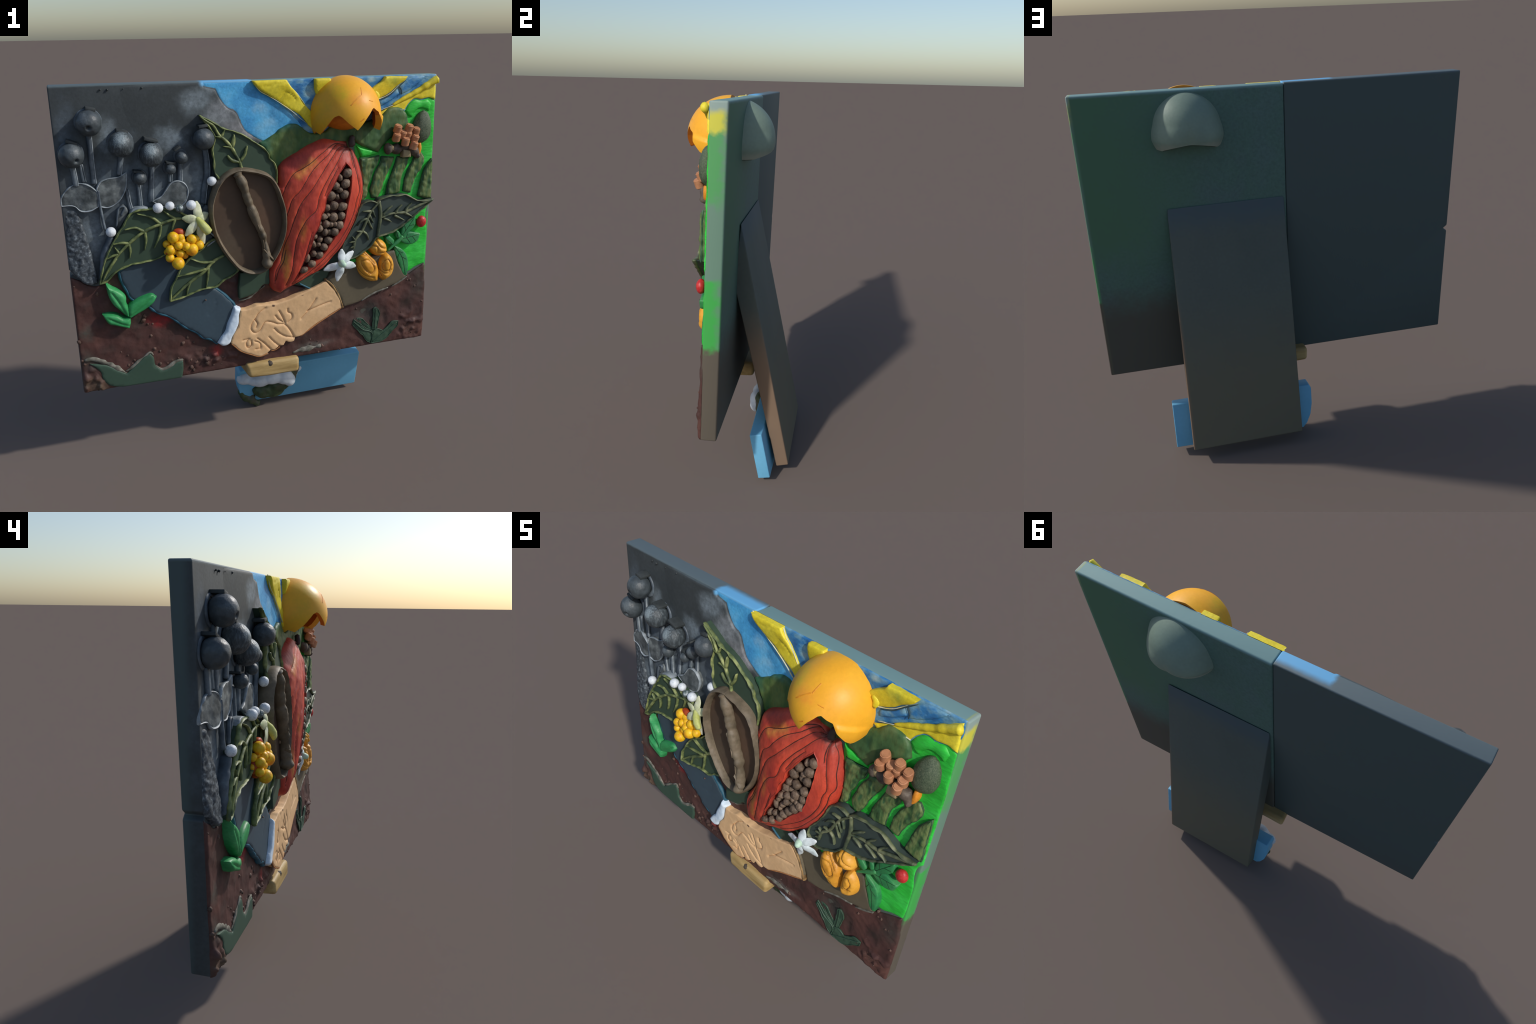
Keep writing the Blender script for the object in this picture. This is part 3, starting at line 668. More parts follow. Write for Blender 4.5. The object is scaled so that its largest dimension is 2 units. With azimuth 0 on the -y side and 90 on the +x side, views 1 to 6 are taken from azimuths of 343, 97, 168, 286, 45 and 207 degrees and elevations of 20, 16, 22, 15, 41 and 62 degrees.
relief("grass_field", [(0.788, 1.752), (0.807, 1.788), (0.834, 1.821), (0.864, 1.841), (0.907, 1.838), (0.962, 1.841),
        (0.99, 1.824), (0.998, 1.558), (1.012, 1.281), (0.985, 1.247), (0.987, 1.09), (0.984, 0.923),
        (0.982, 0.906), (0.927, 0.889), (0.879, 0.865), (0.752, 0.902), (0.581, 0.977), (0.502, 1.038),
        (0.538, 1.338), (0.515, 1.627), (0.613, 1.64)], .004, m_grass, edge=.010, rough=(.003, 24), res=.014)
relief("grass_field", [(0.808, 1.78), (0.832, 1.82), (0.864, 1.838), (0.902, 1.831), (0.945, 1.834), (0.971, 1.81),
        (0.955, 1.768), (0.921, 1.784), (0.883, 1.781), (0.853, 1.741), (0.831, 1.751)], .013, m_grass, edge=.02, rough=(.003, 24))
relief("grass_field", [(0.526, 1.614), (0.568, 1.597), (0.626, 1.582), (0.664, 1.565), (0.6, 1.555), (0.553, 1.551)], .02, m_grass, edge=.012, rough=(.002, 24))
ROWS = [[(0.541, 1.549), (0.603, 1.548), (0.666, 1.555), (0.66, 1.518), (0.632, 1.477), (0.618, 1.435),
        (0.598, 1.393), (0.589, 1.33), (0.553, 1.308), (0.555, 1.425)], [(0.676, 1.548), (0.757, 1.541), (0.739, 1.493), (0.713, 1.451), (0.694, 1.409), (0.674, 1.347),
        (0.654, 1.319), (0.619, 1.325), (0.61, 1.362), (0.624, 1.42), (0.644, 1.476), (0.67, 1.517)],
        [(0.77, 1.542), (0.846, 1.531), (0.832, 1.486), (0.807, 1.444), (0.797, 1.381), (0.795, 1.341),
        (0.752, 1.335), (0.705, 1.334), (0.716, 1.388), (0.735, 1.445), (0.759, 1.501)], [(0.885, 1.551), (0.918, 1.556), (0.939, 1.528), (0.931, 1.479), (0.902, 1.437), (0.876, 1.384),
        (0.859, 1.333), (0.812, 1.345), (0.819, 1.409), (0.839, 1.466), (0.868, 1.513)],
        [(0.986, 1.519), (0.99, 1.415), (0.992, 1.294), (0.955, 1.295), (0.903, 1.312), (0.916, 1.371),
        (0.929, 1.43), (0.949, 1.475)]]
for r in ROWS:
    cen = np.mean([q[:2] for q in r], 0)
    r = [(cen[0] + (x - cen[0]) * .93, cen[1] + (z - cen[1]) * .98) for x, z in r]     # leave a strip of bright grass between rows
    ob, h, l = relief("crop_row", r, .030 if cen[0] > .9 else .022, m_row, edge=.012, rough=(.005, 42), jag=(.003, 45), res=.009)
    v, f = sweep(np.vstack([l, l[:2]]), .0025, .004, lambda p: h(np.array([p[:2]])) - .001, 8, .5, 3.); add("row_edge", v, f, m_rowe, ob, True, 75)
ball("avocado", "avocado", [(0.908, 1.691)][0][0], [(0.908, 1.691)][0][1], .012, (.056, .042, .088), m_avo, rot=(0, .12, 0), bump=.05, fn=lambda c: Vector((c.x * (1 - .22 * c.z), c.y * (1 - .15 * c.z), c.z)))

# stacked terracotta blocks, rocks under them
def drum(name, x, z, d, r, h, tilt, mat):
    bm = bmesh.new()
    bmesh.ops.create_cone(bm, segments=20, radius1=r * 1.06, radius2=r, depth=h, cap_ends=True)
    bmesh.ops.bevel(bm, geom=[e for e in bm.edges if abs(e.verts[0].co.z - e.verts[1].co.z) < 1e-5], offset=r * .2, segments=3, affect='EDGES')
    bmesh.ops.rotate(bm, verts=bm.verts, matrix=Matrix.Rotation(tilt[0], 3, 'X') @ Matrix.Rotation(tilt[1], 3, 'Y'))
    for v in bm.verts: v.co += Vector((1, 1, 1)) * .002 * noise.noise(v.co * 60 + Vector((x * 9, 0, z * 9)))
    c = P(x, z, d)
    for v in bm.verts: v.co += c
    me = bpy.data.meshes.new(name); bm.to_mesh(me); bm.free()
    return add_mesh(name, me, mat, None, True, 40)
for (x, z, d) in [(q[0], q[1], dd) for q, dd in zip([(0.746, 1.694), (0.736, 1.652), (0.814, 1.694), (0.856, 1.675), (0.788, 1.627), (0.846, 1.639),
        (0.835, 1.605), (0.778, 1.663), (0.81, 1.659)], (.048, .056, .048, .046, .062, .056, .068, .044, .044))]:
    drum("terracotta_block", x, z, d, .0205, .043, (.35 + random.uniform(-.1, .1), .1 + random.uniform(-.12, .12)), m_log)
lumps("rock", [(q[0], front_y(q[0], q[1]) - .03, q[1], rx, .03, rz) for q, rx, rz in zip([(0.702, 1.59), (0.751, 1.587), (0.807, 1.593), (0.857, 1.571), (0.881, 1.545)], (.022, .03, .03, .03, .015), (.035, .032, .03, .032, .02))], m_rock, amp=.006, freq=30)
relief("bark_chip", [(0.785, 1.583), (0.826, 1.576), (0.831, 1.54), (0.782, 1.541)], .055, m_chip, edge=.004, base=.02)
relief("bark_chip", [(0.706, 1.617), (0.723, 1.606), (0.727, 1.583), (0.705, 1.589)], .055, m_chip, edge=.004, base=.02)
relief("orange_patch", [(0.885, 1.607), (0.903, 1.611), (0.908, 1.577), (0.897, 1.544), (0.882, 1.533), (0.881, 1.569)], .036, m_orange, edge=.012)

# ------------------------------------------------------------------ leaves
BEAN = [(-0.133, 1.544), (-0.096, 1.539), (-0.032, 1.523), (0.017, 1.5), (0.056, 1.449), (0.079, 1.387),
        (0.094, 1.335), (0.101, 1.264), (0.095, 1.202), (0.071, 1.132), (0.035, 1.068), (-0.015, 1.013),
        (-0.093, 1.007), (-0.145, 1.032), (-0.195, 1.091), (-0.239, 1.163), (-0.269, 1.236),
        (-0.283, 1.307), (-0.282, 1.379), (-0.264, 1.436), (-0.235, 1.491), (-0.192, 1.527)]
BEAN_LINE = spline(BEAN, True, .01)
def leaf(outline, top, rim_d, mat, vmat, veins, rim_w=.0048, rim_parts=None, jag=(.002, 40), sink=.01):
    ob, h, line = relief("leaf", outline, top, mat, edge=.004, drop=.0, jag=jag, res=.016)
    rl = np.vstack([line, line[:2]])
    # raised rim, only where the coffee bean does not cover the leaf
    s = Soup(); run = []
    for p, hid in zip(list(rl) + [None], list(inside(rl, BEAN_LINE)) + [True]):
        if hid:
            if len(run) > 3: s.put(*sweep(np.array(run), rim_w, .010, rim_d - .004, 8, .6, 2.))
            run = []
        else: run.append(p)
    add("leaf_rim", s.v, s.f, vmat, ob, True, 75)
    tubes("leaf_vein", [(p, w, .009, top + .006) for p, w in veins], vmat, ob)
    return ob
M, S = [.004, .007, .0085, .008, .0075], [.0075, .007, .005, .002]
leaf([(-0.317, 1.814), (-0.279, 1.793), (-0.244, 1.773), (-0.197, 1.745), (-0.148, 1.73),
        (-0.094, 1.705), (-0.054, 1.677), (-0.017, 1.652), (0.006, 1.633), (0.023, 1.61), (0.028, 1.589),
        (0.051, 1.565), (0.064, 1.535), (0.065, 1.462), (-0.028, 1.405), (-0.169, 1.417), (-0.23, 1.497),
        (-0.256, 1.545), (-0.255, 1.598), (-0.264, 1.646), (-0.247, 1.706), (-0.28, 1.767)], .045, .050, m_leaf, m_vein, [
    ([(-0.312, 1.807), (-0.289, 1.789), (-0.255, 1.766), (-0.228, 1.72), (-0.196, 1.69),
        (-0.166, 1.654), (-0.144, 1.613), (-0.127, 1.581), (-0.119, 1.545)], M), ([(-0.213, 1.713), (-0.198, 1.742)], S), ([(-0.222, 1.709), (-0.244, 1.712)], S), ([(-0.161, 1.658), (-0.154, 1.692), (-0.152, 1.714)], [.008, .01, .009, .004]),
    ([(-0.166, 1.654), (-0.188, 1.659), (-0.206, 1.663)], S), ([(-0.122, 1.587), (-0.101, 1.615), (-0.088, 1.655)], [.008, .009, .008, .003]), ([(-0.132, 1.581), (-0.168, 1.593), (-0.188, 1.615)], [.007, .009, .008, .007])])
leaf([(-0.856, 1.036), (-0.842, 1.087), (-0.819, 1.153), (-0.788, 1.212), (-0.756, 1.263),
        (-0.714, 1.321), (-0.681, 1.368), (-0.645, 1.383), (-0.594, 1.384), (-0.529, 1.38),
        (-0.472, 1.375), (-0.413, 1.336), (-0.361, 1.294), (-0.365, 1.22), (-0.441, 1.173),
        (-0.528, 1.147), (-0.583, 1.128), (-0.641, 1.121), (-0.702, 1.115), (-0.747, 1.1),
        (-0.792, 1.074), (-0.825, 1.043)], .046, .052, m_leaf, m_vein, [
    ([(-0.842, 1.05), (-0.787, 1.135), (-0.753, 1.177), (-0.702, 1.223), (-0.624, 1.276),
        (-0.539, 1.307), (-0.467, 1.325), (-0.422, 1.323)], M), ([(-0.757, 1.177), (-0.783, 1.171), (-0.81, 1.16)], S), ([(-0.751, 1.179), (-0.767, 1.21)], S), ([(-0.701, 1.225), (-0.735, 1.231), (-0.774, 1.23)], S), ([(-0.7, 1.221), (-0.696, 1.184), (-0.703, 1.153)], S),
    ([(-0.624, 1.278), (-0.665, 1.3), (-0.712, 1.296)], S), ([(-0.618, 1.273), (-0.617, 1.23), (-0.627, 1.185)], S), ([(-0.539, 1.307), (-0.58, 1.343), (-0.647, 1.368)], S), ([(-0.539, 1.303), (-0.547, 1.258), (-0.578, 1.191)], S), ([(-0.467, 1.327), (-0.496, 1.348), (-0.521, 1.371)], S), ([(-0.467, 1.323), (-0.488, 1.27)], S), ([(-0.768, 1.156), (-0.792, 1.122), (-0.812, 1.088)], S)])
leaf([(-0.519, 0.899), (-0.508, 0.968), (-0.481, 1.017), (-0.451, 1.066), (-0.407, 1.112),
        (-0.35, 1.148), (-0.301, 1.19), (-0.259, 1.204), (-0.215, 1.142), (-0.153, 1.018),
        (-0.182, 0.998), (-0.231, 0.977), (-0.28, 0.944), (-0.328, 0.943), (-0.375, 0.935),
        (-0.427, 0.917), (-0.47, 0.906)], .048, .056, m_leaf, m_vein, [
    ([(-0.511, 0.911), (-0.41, 0.989), (-0.342, 1.031), (-0.279, 1.088), (-0.231, 1.109)], M), ([(-0.279, 1.083), (-0.344, 1.086), (-0.405, 1.114)], S), ([(-0.323, 1.048), (-0.416, 1.033), (-0.476, 1.027)], S), ([(-0.313, 1.054), (-0.319, 1.001), (-0.33, 0.949)], S), ([(-0.41, 0.989), (-0.424, 0.957), (-0.433, 0.924)], S)])
leaf([(0.985, 1.296), (0.934, 1.29), (0.877, 1.3), (0.837, 1.323), (0.8, 1.337), (0.765, 1.333),
        (0.732, 1.336), (0.689, 1.33), (0.657, 1.322), (0.636, 1.304), (0.603, 1.319), (0.571, 1.313),
        (0.543, 1.298), (0.52, 1.241), (0.48, 1.156), (0.439, 1.084), (0.435, 1.044), (0.489, 1.006),
        (0.521, 1.013), (0.558, 1.034), (0.601, 1.06), (0.648, 1.112), (0.698, 1.121), (0.752, 1.137),
        (0.801, 1.163), (0.844, 1.193), (0.898, 1.23), (0.947, 1.265)], .044, .052, m_leafr, m_veinr, [
    ([(0.661, 1.218), (0.725, 1.236), (0.814, 1.238), (0.879, 1.262), (0.979, 1.294)], M), ([(0.676, 1.236), (0.705, 1.263), (0.729, 1.279)], S), ([(0.753, 1.241), (0.771, 1.265), (0.789, 1.279)], S), ([(0.814, 1.242), (0.829, 1.267), (0.85, 1.284)], S), ([(0.683, 1.213), (0.702, 1.206), (0.729, 1.191)], S), ([(0.748, 1.224), (0.776, 1.209), (0.808, 1.193)], S), ([(0.814, 1.232), (0.86, 1.207)], S),
    ([(0.651, 1.313), (0.662, 1.222), (0.655, 1.168), (0.648, 1.117)], [.009, .011, .009, .008]), ([(0.649, 1.306), (0.605, 1.263), (0.58, 1.216), (0.549, 1.153), (0.513, 1.112), (0.504, 1.062)], M), ([(0.605, 1.262), (0.557, 1.265)], S), ([(0.613, 1.262), (0.628, 1.226)], S), ([(0.58, 1.223), (0.548, 1.214), (0.524, 1.191)], S), ([(0.585, 1.215), (0.599, 1.188), (0.615, 1.161)], S),
    ([(0.595, 1.239), (0.618, 1.197)], S), ([(0.56, 1.152), (0.58, 1.135), (0.593, 1.102)], S), ([(0.549, 1.153), (0.523, 1.157)], S), ([(0.513, 1.107), (0.496, 1.129)], S), ([(0.511, 1.102), (0.481, 1.099)], S), ([(0.509, 1.077), (0.485, 1.068)], S)])
relief("leaf", [(-0.14, 0.997), (0.018, 1.012), (0.019, 0.917), (-0.012, 0.917), (-0.055, 0.881),
        (-0.105, 0.862), (-0.151, 0.853), (-0.153, 0.894)], .045, m_leaf, edge=.004, jag=(.002, 40))
relief("leaf", [(0.175, 0.891), (0.253, 0.932), (0.374, 0.964), (0.369, 0.933), (0.346, 0.897), (0.301, 0.869),
        (0.261, 0.851), (0.206, 0.876)], .032, m_leaf, edge=.004)
tube("leaf_rim", [(0.195, 0.891), (0.227, 0.871), (0.261, 0.851)], .005, .006, .034, m_teal)

# ------------------------------------------------------------------ coffee bean: rim wall, sunken floor, twisted ridge
bean, bh, bl = relief("coffee_bean", BEAN, .052, m_coffee, edge=.01, drop=.0, res=.014)
v, f = sweep(np.vstack([bl, bl[:2]]), .012, .047, .044, 12, .08, 4.); add("bean_rim", v, f, m_rim, bean, True, 75)
tube("bean_ridge", [(-0.149, 1.529), (-0.132, 1.497), (-0.115, 1.453), (-0.102, 1.407), (-0.087, 1.365),
        (-0.07, 1.317), (-0.048, 1.259), (-0.025, 1.205), (-0.013, 1.151), (-0.006, 1.093),
        (-0.004, 1.034)], [.026, .025, .02, .02, .024, .021, .017, .016, .018, .025, .022], [.03, .032, .03, .03, .032, .03, .028, .027, .03, .036, .034], [.075, .074, .072, .072, .074, .074, .074, .074, .076, .08, .08], m_rim, bean, .006, .5, 14)
tubes("bean_fold", [([(-0.156, 1.514), (-0.139, 1.486), (-0.122, 1.44), (-0.112, 1.403)], [.006, .008, .007, .003], .02, .075), ([(-0.092, 1.347), (-0.061, 1.279), (-0.044, 1.231)], [.004, .007, .004], .02, .085), ([(-0.024, 1.129), (-0.003, 1.102), (0.021, 1.075)], [.005, .01, .006], .02, .09), ([(-0.053, 1.255), (-0.03, 1.182), (-0.022, 1.133)], [.004, .007, .004], .02, .08)], m_rim, bean)

# ------------------------------------------------------------------ cacao pod with an open cut full of beans
OPEN = [(0.435, 1.543), (0.462, 1.511), (0.465, 1.455), (0.454, 1.36), (0.442, 1.308), (0.431, 1.246),
        (0.401, 1.181), (0.357, 1.131), (0.311, 1.066), (0.247, 1.019), (0.201, 0.986), (0.158, 0.938),
        (0.175, 0.997), (0.201, 1.064), (0.227, 1.116), (0.247, 1.182), (0.274, 1.233), (0.284, 1.28),
        (0.304, 1.317), (0.317, 1.377), (0.346, 1.42), (0.385, 1.484)]
POD = [(0.483, 1.608), (0.462, 1.646), (0.404, 1.653), (0.329, 1.667), (0.275, 1.652), (0.221, 1.629),
        (0.185, 1.609), (0.131, 1.581), (0.083, 1.539), (0.073, 1.494), (0.074, 1.448), (0.059, 1.464),
        (0.067, 1.394), (0.076, 1.347), (0.086, 1.275), (0.087, 1.188), (0.079, 1.13), (0.052, 1.074),
        (0.022, 1.016), (0.013, 0.965), (0.019, 0.913), (0.046, 0.869), (0.077, 0.854), (0.115, 0.875),
        (0.162, 0.894), (0.19, 0.904), (0.247, 0.931), (0.317, 0.96), (0.383, 1.022), (0.435, 1.074),
        (0.471, 1.133), (0.507, 1.202), (0.537, 1.284), (0.556, 1.351), (0.559, 1.418), (0.553, 1.462),
        (0.541, 1.51), (0.518, 1.568), (0.497, 1.602)]
ol = spline(OPEN, True, .008)
GR = [[(0.445, 1.625), (0.4, 1.637), (0.311, 1.598), (0.237, 1.548), (0.188, 1.524), (0.162, 1.513),
        (0.108, 1.439), (0.089, 1.385)], [(0.448, 1.622), (0.42, 1.633), (0.331, 1.58), (0.258, 1.525), (0.204, 1.456), (0.184, 1.425),
        (0.138, 1.374), (0.125, 1.328), (0.112, 1.282), (0.109, 1.206)], [(0.449, 1.619), (0.426, 1.621), (0.352, 1.562), (0.293, 1.492), (0.239, 1.423), (0.18, 1.348),
        (0.151, 1.276), (0.12, 1.184), (0.102, 1.137), (0.089, 1.09), (0.076, 1.047), (0.048, 0.991),
        (0.042, 0.922)],
      [(0.456, 1.614), (0.436, 1.602), (0.377, 1.532), (0.328, 1.469), (0.279, 1.386), (0.254, 1.309),
        (0.217, 1.279), (0.18, 1.221), (0.155, 1.156), (0.142, 1.079), (0.129, 0.996), (0.1, 0.909)], [(0.479, 1.602), (0.488, 1.536), (0.506, 1.46), (0.514, 1.364), (0.509, 1.354), (0.49, 1.269),
        (0.455, 1.193), (0.404, 1.119), (0.337, 1.051), (0.244, 0.972), (0.141, 0.904)], [(0.491, 1.599), (0.518, 1.556), (0.537, 1.479), (0.544, 1.383), (0.539, 1.374), (0.52, 1.293),
        (0.486, 1.207), (0.44, 1.132), (0.373, 1.044), (0.269, 0.962)],
      [(0.235, 1.194), (0.209, 1.099), (0.179, 1.003), (0.137, 0.912)], [(0.104, 1.106), (0.088, 1.044), (0.06, 0.992), (0.047, 0.939)], [(0.476, 1.602), (0.478, 1.537), (0.484, 1.509)], [(0.39, 1.521), (0.346, 1.459), (0.306, 1.383)]]
def pod_swell(pp, dist):
    od = seg_dist(pp, ol)
    return .004 * np.exp(-(od / .02) ** 2) - .018 * np.clip((pp[:, 1] - 1.45) / .16, 0, 1) + .020 * np.exp(-((pp[:, 0] - .20 - .3 * (pp[:, 1] - 1.2)) / .075) ** 2 - ((pp[:, 1] - 1.22) / .2) ** 2)
pod, podh, podl = relief("cacao_pod", POD, .040, m_red, edge=.03, drop=.020, dome=.062, dome_w=.20, res=.009, extra=pod_swell, hole=OPEN,
    grooves=[(g, .006, .007) for g in GR], rough=(.002, 18), angle=60)
relief("pod_hollow", [(x, z) for x, z in OPEN], .058, m_pit, edge=.01, drop=0, parent=pod, res=.016)
tubes("pod_groove", [(g, [.001, .004, .0025, .0045, .002, .0035, .001], .0022, lambda p: podh(np.array([p[:2]])) - .0003) for g in GR], m_seam, pod, "stuff")
v, f = sweep(np.vstack([ol, ol[:2]]), .004, .012, lambda p: podh(np.array([p[:2]])) - .010, 8, .3); add("pod_cut_edge", v, f, m_red, pod, True, 75)
tube("pod_stalk", [(0.485, 1.621), (0.481, 1.637), (0.483, 1.653), (0.488, 1.667)], [.02, .019, .016, .017], [.012, .016, .016, .016], [.045, .045, .042, .04], m_stalk, pod)
BEANS = [(0.443, 1.488, 0.0247, 0.0238), (0.404, 1.466, 0.0142, 0.0189), (0.373, 1.428, 0.0217, 0.0213),
        (0.432, 1.435, 0.0257, 0.0238), (0.346, 1.378, 0.026, 0.026), (0.387, 1.368, 0.0143, 0.019),
        (0.427, 1.377, 0.0239, 0.0239), (0.326, 1.316, 0.018, 0.018), (0.366, 1.323, 0.0247, 0.0247),
        (0.415, 1.314, 0.0263, 0.022), (0.308, 1.271, 0.0237, 0.0171), (0.367, 1.261, 0.0239, 0.0248),
        (0.412, 1.264, 0.0202, 0.0221), (0.322, 1.229, 0.02, 0.02), (0.402, 1.215, 0.0231, 0.0231),
        (0.286, 1.208, 0.0171, 0.0199), (0.318, 1.185, 0.0172, 0.0201), (0.372, 1.182, 0.0221, 0.0221),
        (0.263, 1.164, 0.0152, 0.0152), (0.291, 1.146, 0.0153, 0.0172), (0.337, 1.139, 0.0221, 0.0202),
        (0.252, 1.126, 0.0143, 0.0238), (0.282, 1.12, 0.0124, 0.0134), (0.311, 1.105, 0.0211, 0.0202),
        (0.286, 1.062, 0.0221, 0.0202), (0.219, 1.05, 0.0143, 0.0239), (0.243, 1.018, 0.0216, 0.0202),
        (0.198, 0.989, 0.024, 0.0168), (0.351, 1.224, 0.0153, 0.0172), (0.346, 1.18, 0.0144, 0.0163),
        (0.289, 1.235, 0.0142, 0.0161), (0.399, 1.405, 0.0161, 0.0161), (0.335, 1.274, 0.0143, 0.0133),
        (0.254, 1.071, 0.0163, 0.0172), (0.376, 1.221, 0.0144, 0.0144)]
for i, (x, z, rx, rz) in enumerate(BEANS):
    big = rx > .016
    ball("cocoa_bean", "cocoa_bean", x, z, .072 + (.014 if big else .006) + random.uniform(-.004, .004), (rx * 1.04, .021 if big else .018, rz * 1.04), m_cocoa, pod,
         rot=(random.uniform(-.3, .3), random.uniform(-.7, .7), random.uniform(-.3, .3)), bump=.10, freq=1.5, sub=3)

# ------------------------------------------------------------------ handshake and sleeves
sleeve, _, sl = relief("sleeve", [(-0.759, 1.081), (-0.719, 1.101), (-0.657, 1.117), (-0.526, 1.142), (-0.44, 1.135),
        (-0.43, 1.005), (-0.36, 0.925), (-0.295, 0.934), (-0.25, 0.903), (-0.212, 0.862),
        (-0.178, 0.813), (-0.185, 0.773), (-0.229, 0.678), (-0.28, 0.609), (-0.331, 0.648),
        (-0.342, 0.649), (-0.385, 0.689), (-0.449, 0.734), (-0.49, 0.774), (-0.531, 0.808),
        (-0.585, 0.835), (-0.621, 0.87), (-0.647, 0.908), (-0.692, 0.917), (-0.704, 0.924),
        (-0.73, 0.977), (-0.751, 1.033)], .036, m_sleeve, edge=.010, res=.014,
    grooves=[([(-0.42, 0.968), (-0.372, 0.931), (-0.333, 0.956)], .004, .0015), ([(-0.324, 0.785), (-0.283, 0.824), (-0.277, 0.864)], .004, .0015)])
v, f = sweep(np.vstack([sl, sl[:2]]), .010, .018, .016, 10, .3); add("sleeve_edge", v, f, m_teal, sleeve, True, 75)
relief("cuff", [(-0.183, 0.82), (-0.143, 0.797), (-0.153, 0.77), (-0.16, 0.711), (-0.178, 0.672),
        (-0.197, 0.642), (-0.212, 0.607), (-0.249, 0.596), (-0.282, 0.618), (-0.263, 0.648),
        (-0.236, 0.681), (-0.224, 0.721), (-0.202, 0.768)], .045, m_cuff, edge=.014, dome=.012, dome_w=.022, rough=(.002, 25), res=.007)
HLINES = [[(-0.006, 0.785), (-0.047, 0.759), (-0.07, 0.725)], [(-0.065, 0.677), (-0.057, 0.697), (-0.07, 0.723), (-0.091, 0.696), (-0.092, 0.668),
        (-0.072, 0.647), (-0.045, 0.655), (-0.026, 0.683), (-0.012, 0.701), (0.024, 0.696),
        (0.059, 0.679), (0.098, 0.671), (0.126, 0.638), (0.154, 0.585)], [(0.046, 0.731), (0.064, 0.705), (0.089, 0.686)], [(0.067, 0.756), (0.085, 0.72), (0.103, 0.677)], [(0.118, 0.762), (0.118, 0.743), (0.14, 0.726), (0.141, 0.702), (0.117, 0.681)], [(0.038, 0.656), (0.069, 0.622), (0.107, 0.597), (0.15, 0.585)], [(0.008, 0.611), (0.034, 0.578), (0.068, 0.545)], [(-0.06, 0.613), (-0.024, 0.58), (0.016, 0.534)],
          [(-0.141, 0.613), (-0.105, 0.618), (-0.124, 0.592), (-0.115, 0.566), (-0.092, 0.577),
        (-0.096, 0.606)], [(-0.074, 0.598), (-0.044, 0.579), (-0.042, 0.557)], [(-0.07, 0.549), (-0.043, 0.55)], [(0.286, 0.797), (0.258, 0.758), (0.234, 0.726), (0.197, 0.691)], [(0.234, 0.73), (0.296, 0.749), (0.373, 0.768)]]
hand, hh, hl = relief("clasped_hands", [(-0.146, 0.79), (-0.109, 0.79), (-0.055, 0.805), (0.004, 0.801), (0.072, 0.803), (0.141, 0.819),
        (0.202, 0.839), (0.258, 0.858), (0.343, 0.89), (0.371, 0.86), (0.401, 0.821), (0.43, 0.769),
        (0.444, 0.724), (0.403, 0.705), (0.335, 0.672), (0.258, 0.63), (0.191, 0.588), (0.161, 0.583),
        (0.154, 0.565), (0.134, 0.559), (0.106, 0.569), (0.092, 0.547), (0.068, 0.545), (0.04, 0.53),
        (0.017, 0.529), (-0.007, 0.514), (-0.044, 0.504), (-0.099, 0.525), (-0.152, 0.553),
        (-0.191, 0.593), (-0.206, 0.606), (-0.193, 0.651), (-0.165, 0.693), (-0.155, 0.747)], .050, m_skin, edge=.006, drop=.004, jag=(.0025, 45), res=.0075,
    grooves=[(g, .0045, .006) for g in HLINES], rough=(.0012, 25))
tubes("hand_line", [(g, [.0012, .0022, .0022, .0012], .0012, lambda p: hh(np.array([p[:2]])) - .0004) for g in HLINES], m_skinl, hand, "stuff")
tubes("hand_edge", [([(0.444, 0.72), (0.405, 0.701), (0.337, 0.668), (0.26, 0.626), (0.193, 0.583)], [.001, .004, .003, .005, .001], .003, .046), ([(-0.203, 0.602), (-0.151, 0.55), (-0.097, 0.521), (-0.042, 0.501), (-0.005, 0.511)], [.003, .005, .003, .004, .002], .003, .046), ([(0.018, 0.525), (0.042, 0.526), (0.07, 0.541)], .0025, .002, .0475)], m_skinl, hand, "stuff")  # brown shading under the hand's rim, laid on as thin strips
tubes("clay_nick", [([(0.03, 0.793), (0.043, 0.79)], .007, .004, .047), ([(0.112, 0.802), (0.122, 0.804)], .006, .004, .046), ([(0.182, 0.822), (0.21, 0.829)], .006, .005, .045), ([(0.145, 0.81), (0.154, 0.813)], .005, .004, .046), ([(-0.202, 0.6), (-0.184, 0.583), (-0.163, 0.556)], .006, .006, .042), ([(-0.027, 0.501), (0.001, 0.509)], .006, .005, .042), ([(-0.109, 0.78), (-0.064, 0.784), (-0.01, 0.79)], .002, .0015, .0475)], m_nick, hand, "stuff")
relief("sleeve", [(0.35, 0.895), (0.418, 0.947), (0.494, 0.969), (0.57, 0.985), (0.769, 1.015), (0.802, 0.925),
        (0.853, 0.85), (0.796, 0.818), (0.734, 0.798), (0.66, 0.78), (0.61, 0.76), (0.566, 0.737),
        (0.522, 0.725), (0.46, 0.715), (0.432, 0.781), (0.399, 0.839)], .034, m_sleeve2, edge=.008, jag=(.002, 40), res=.014)
tubes("sleeve_crust", [([(0.853, 0.848), (0.797, 0.816), (0.758, 0.8)], [.003, .006, .005, .002], .006, .032), ([(0.735, 0.795), (0.661, 0.778), (0.611, 0.759), (0.572, 0.738)], [.003, .007, .006, .008, .003], .006, .03)], m_crust, None, "stuff")
tube("cuff_cord", [(0.343, 0.898), (0.374, 0.871), (0.401, 0.83), (0.426, 0.781), (0.447, 0.719)], .008, .016, .036, m_cord)
tube("cuff_cord", [(0.355, 0.899), (0.387, 0.869), (0.417, 0.82), (0.442, 0.752)], .004, .012, .034, m_sleeve2)

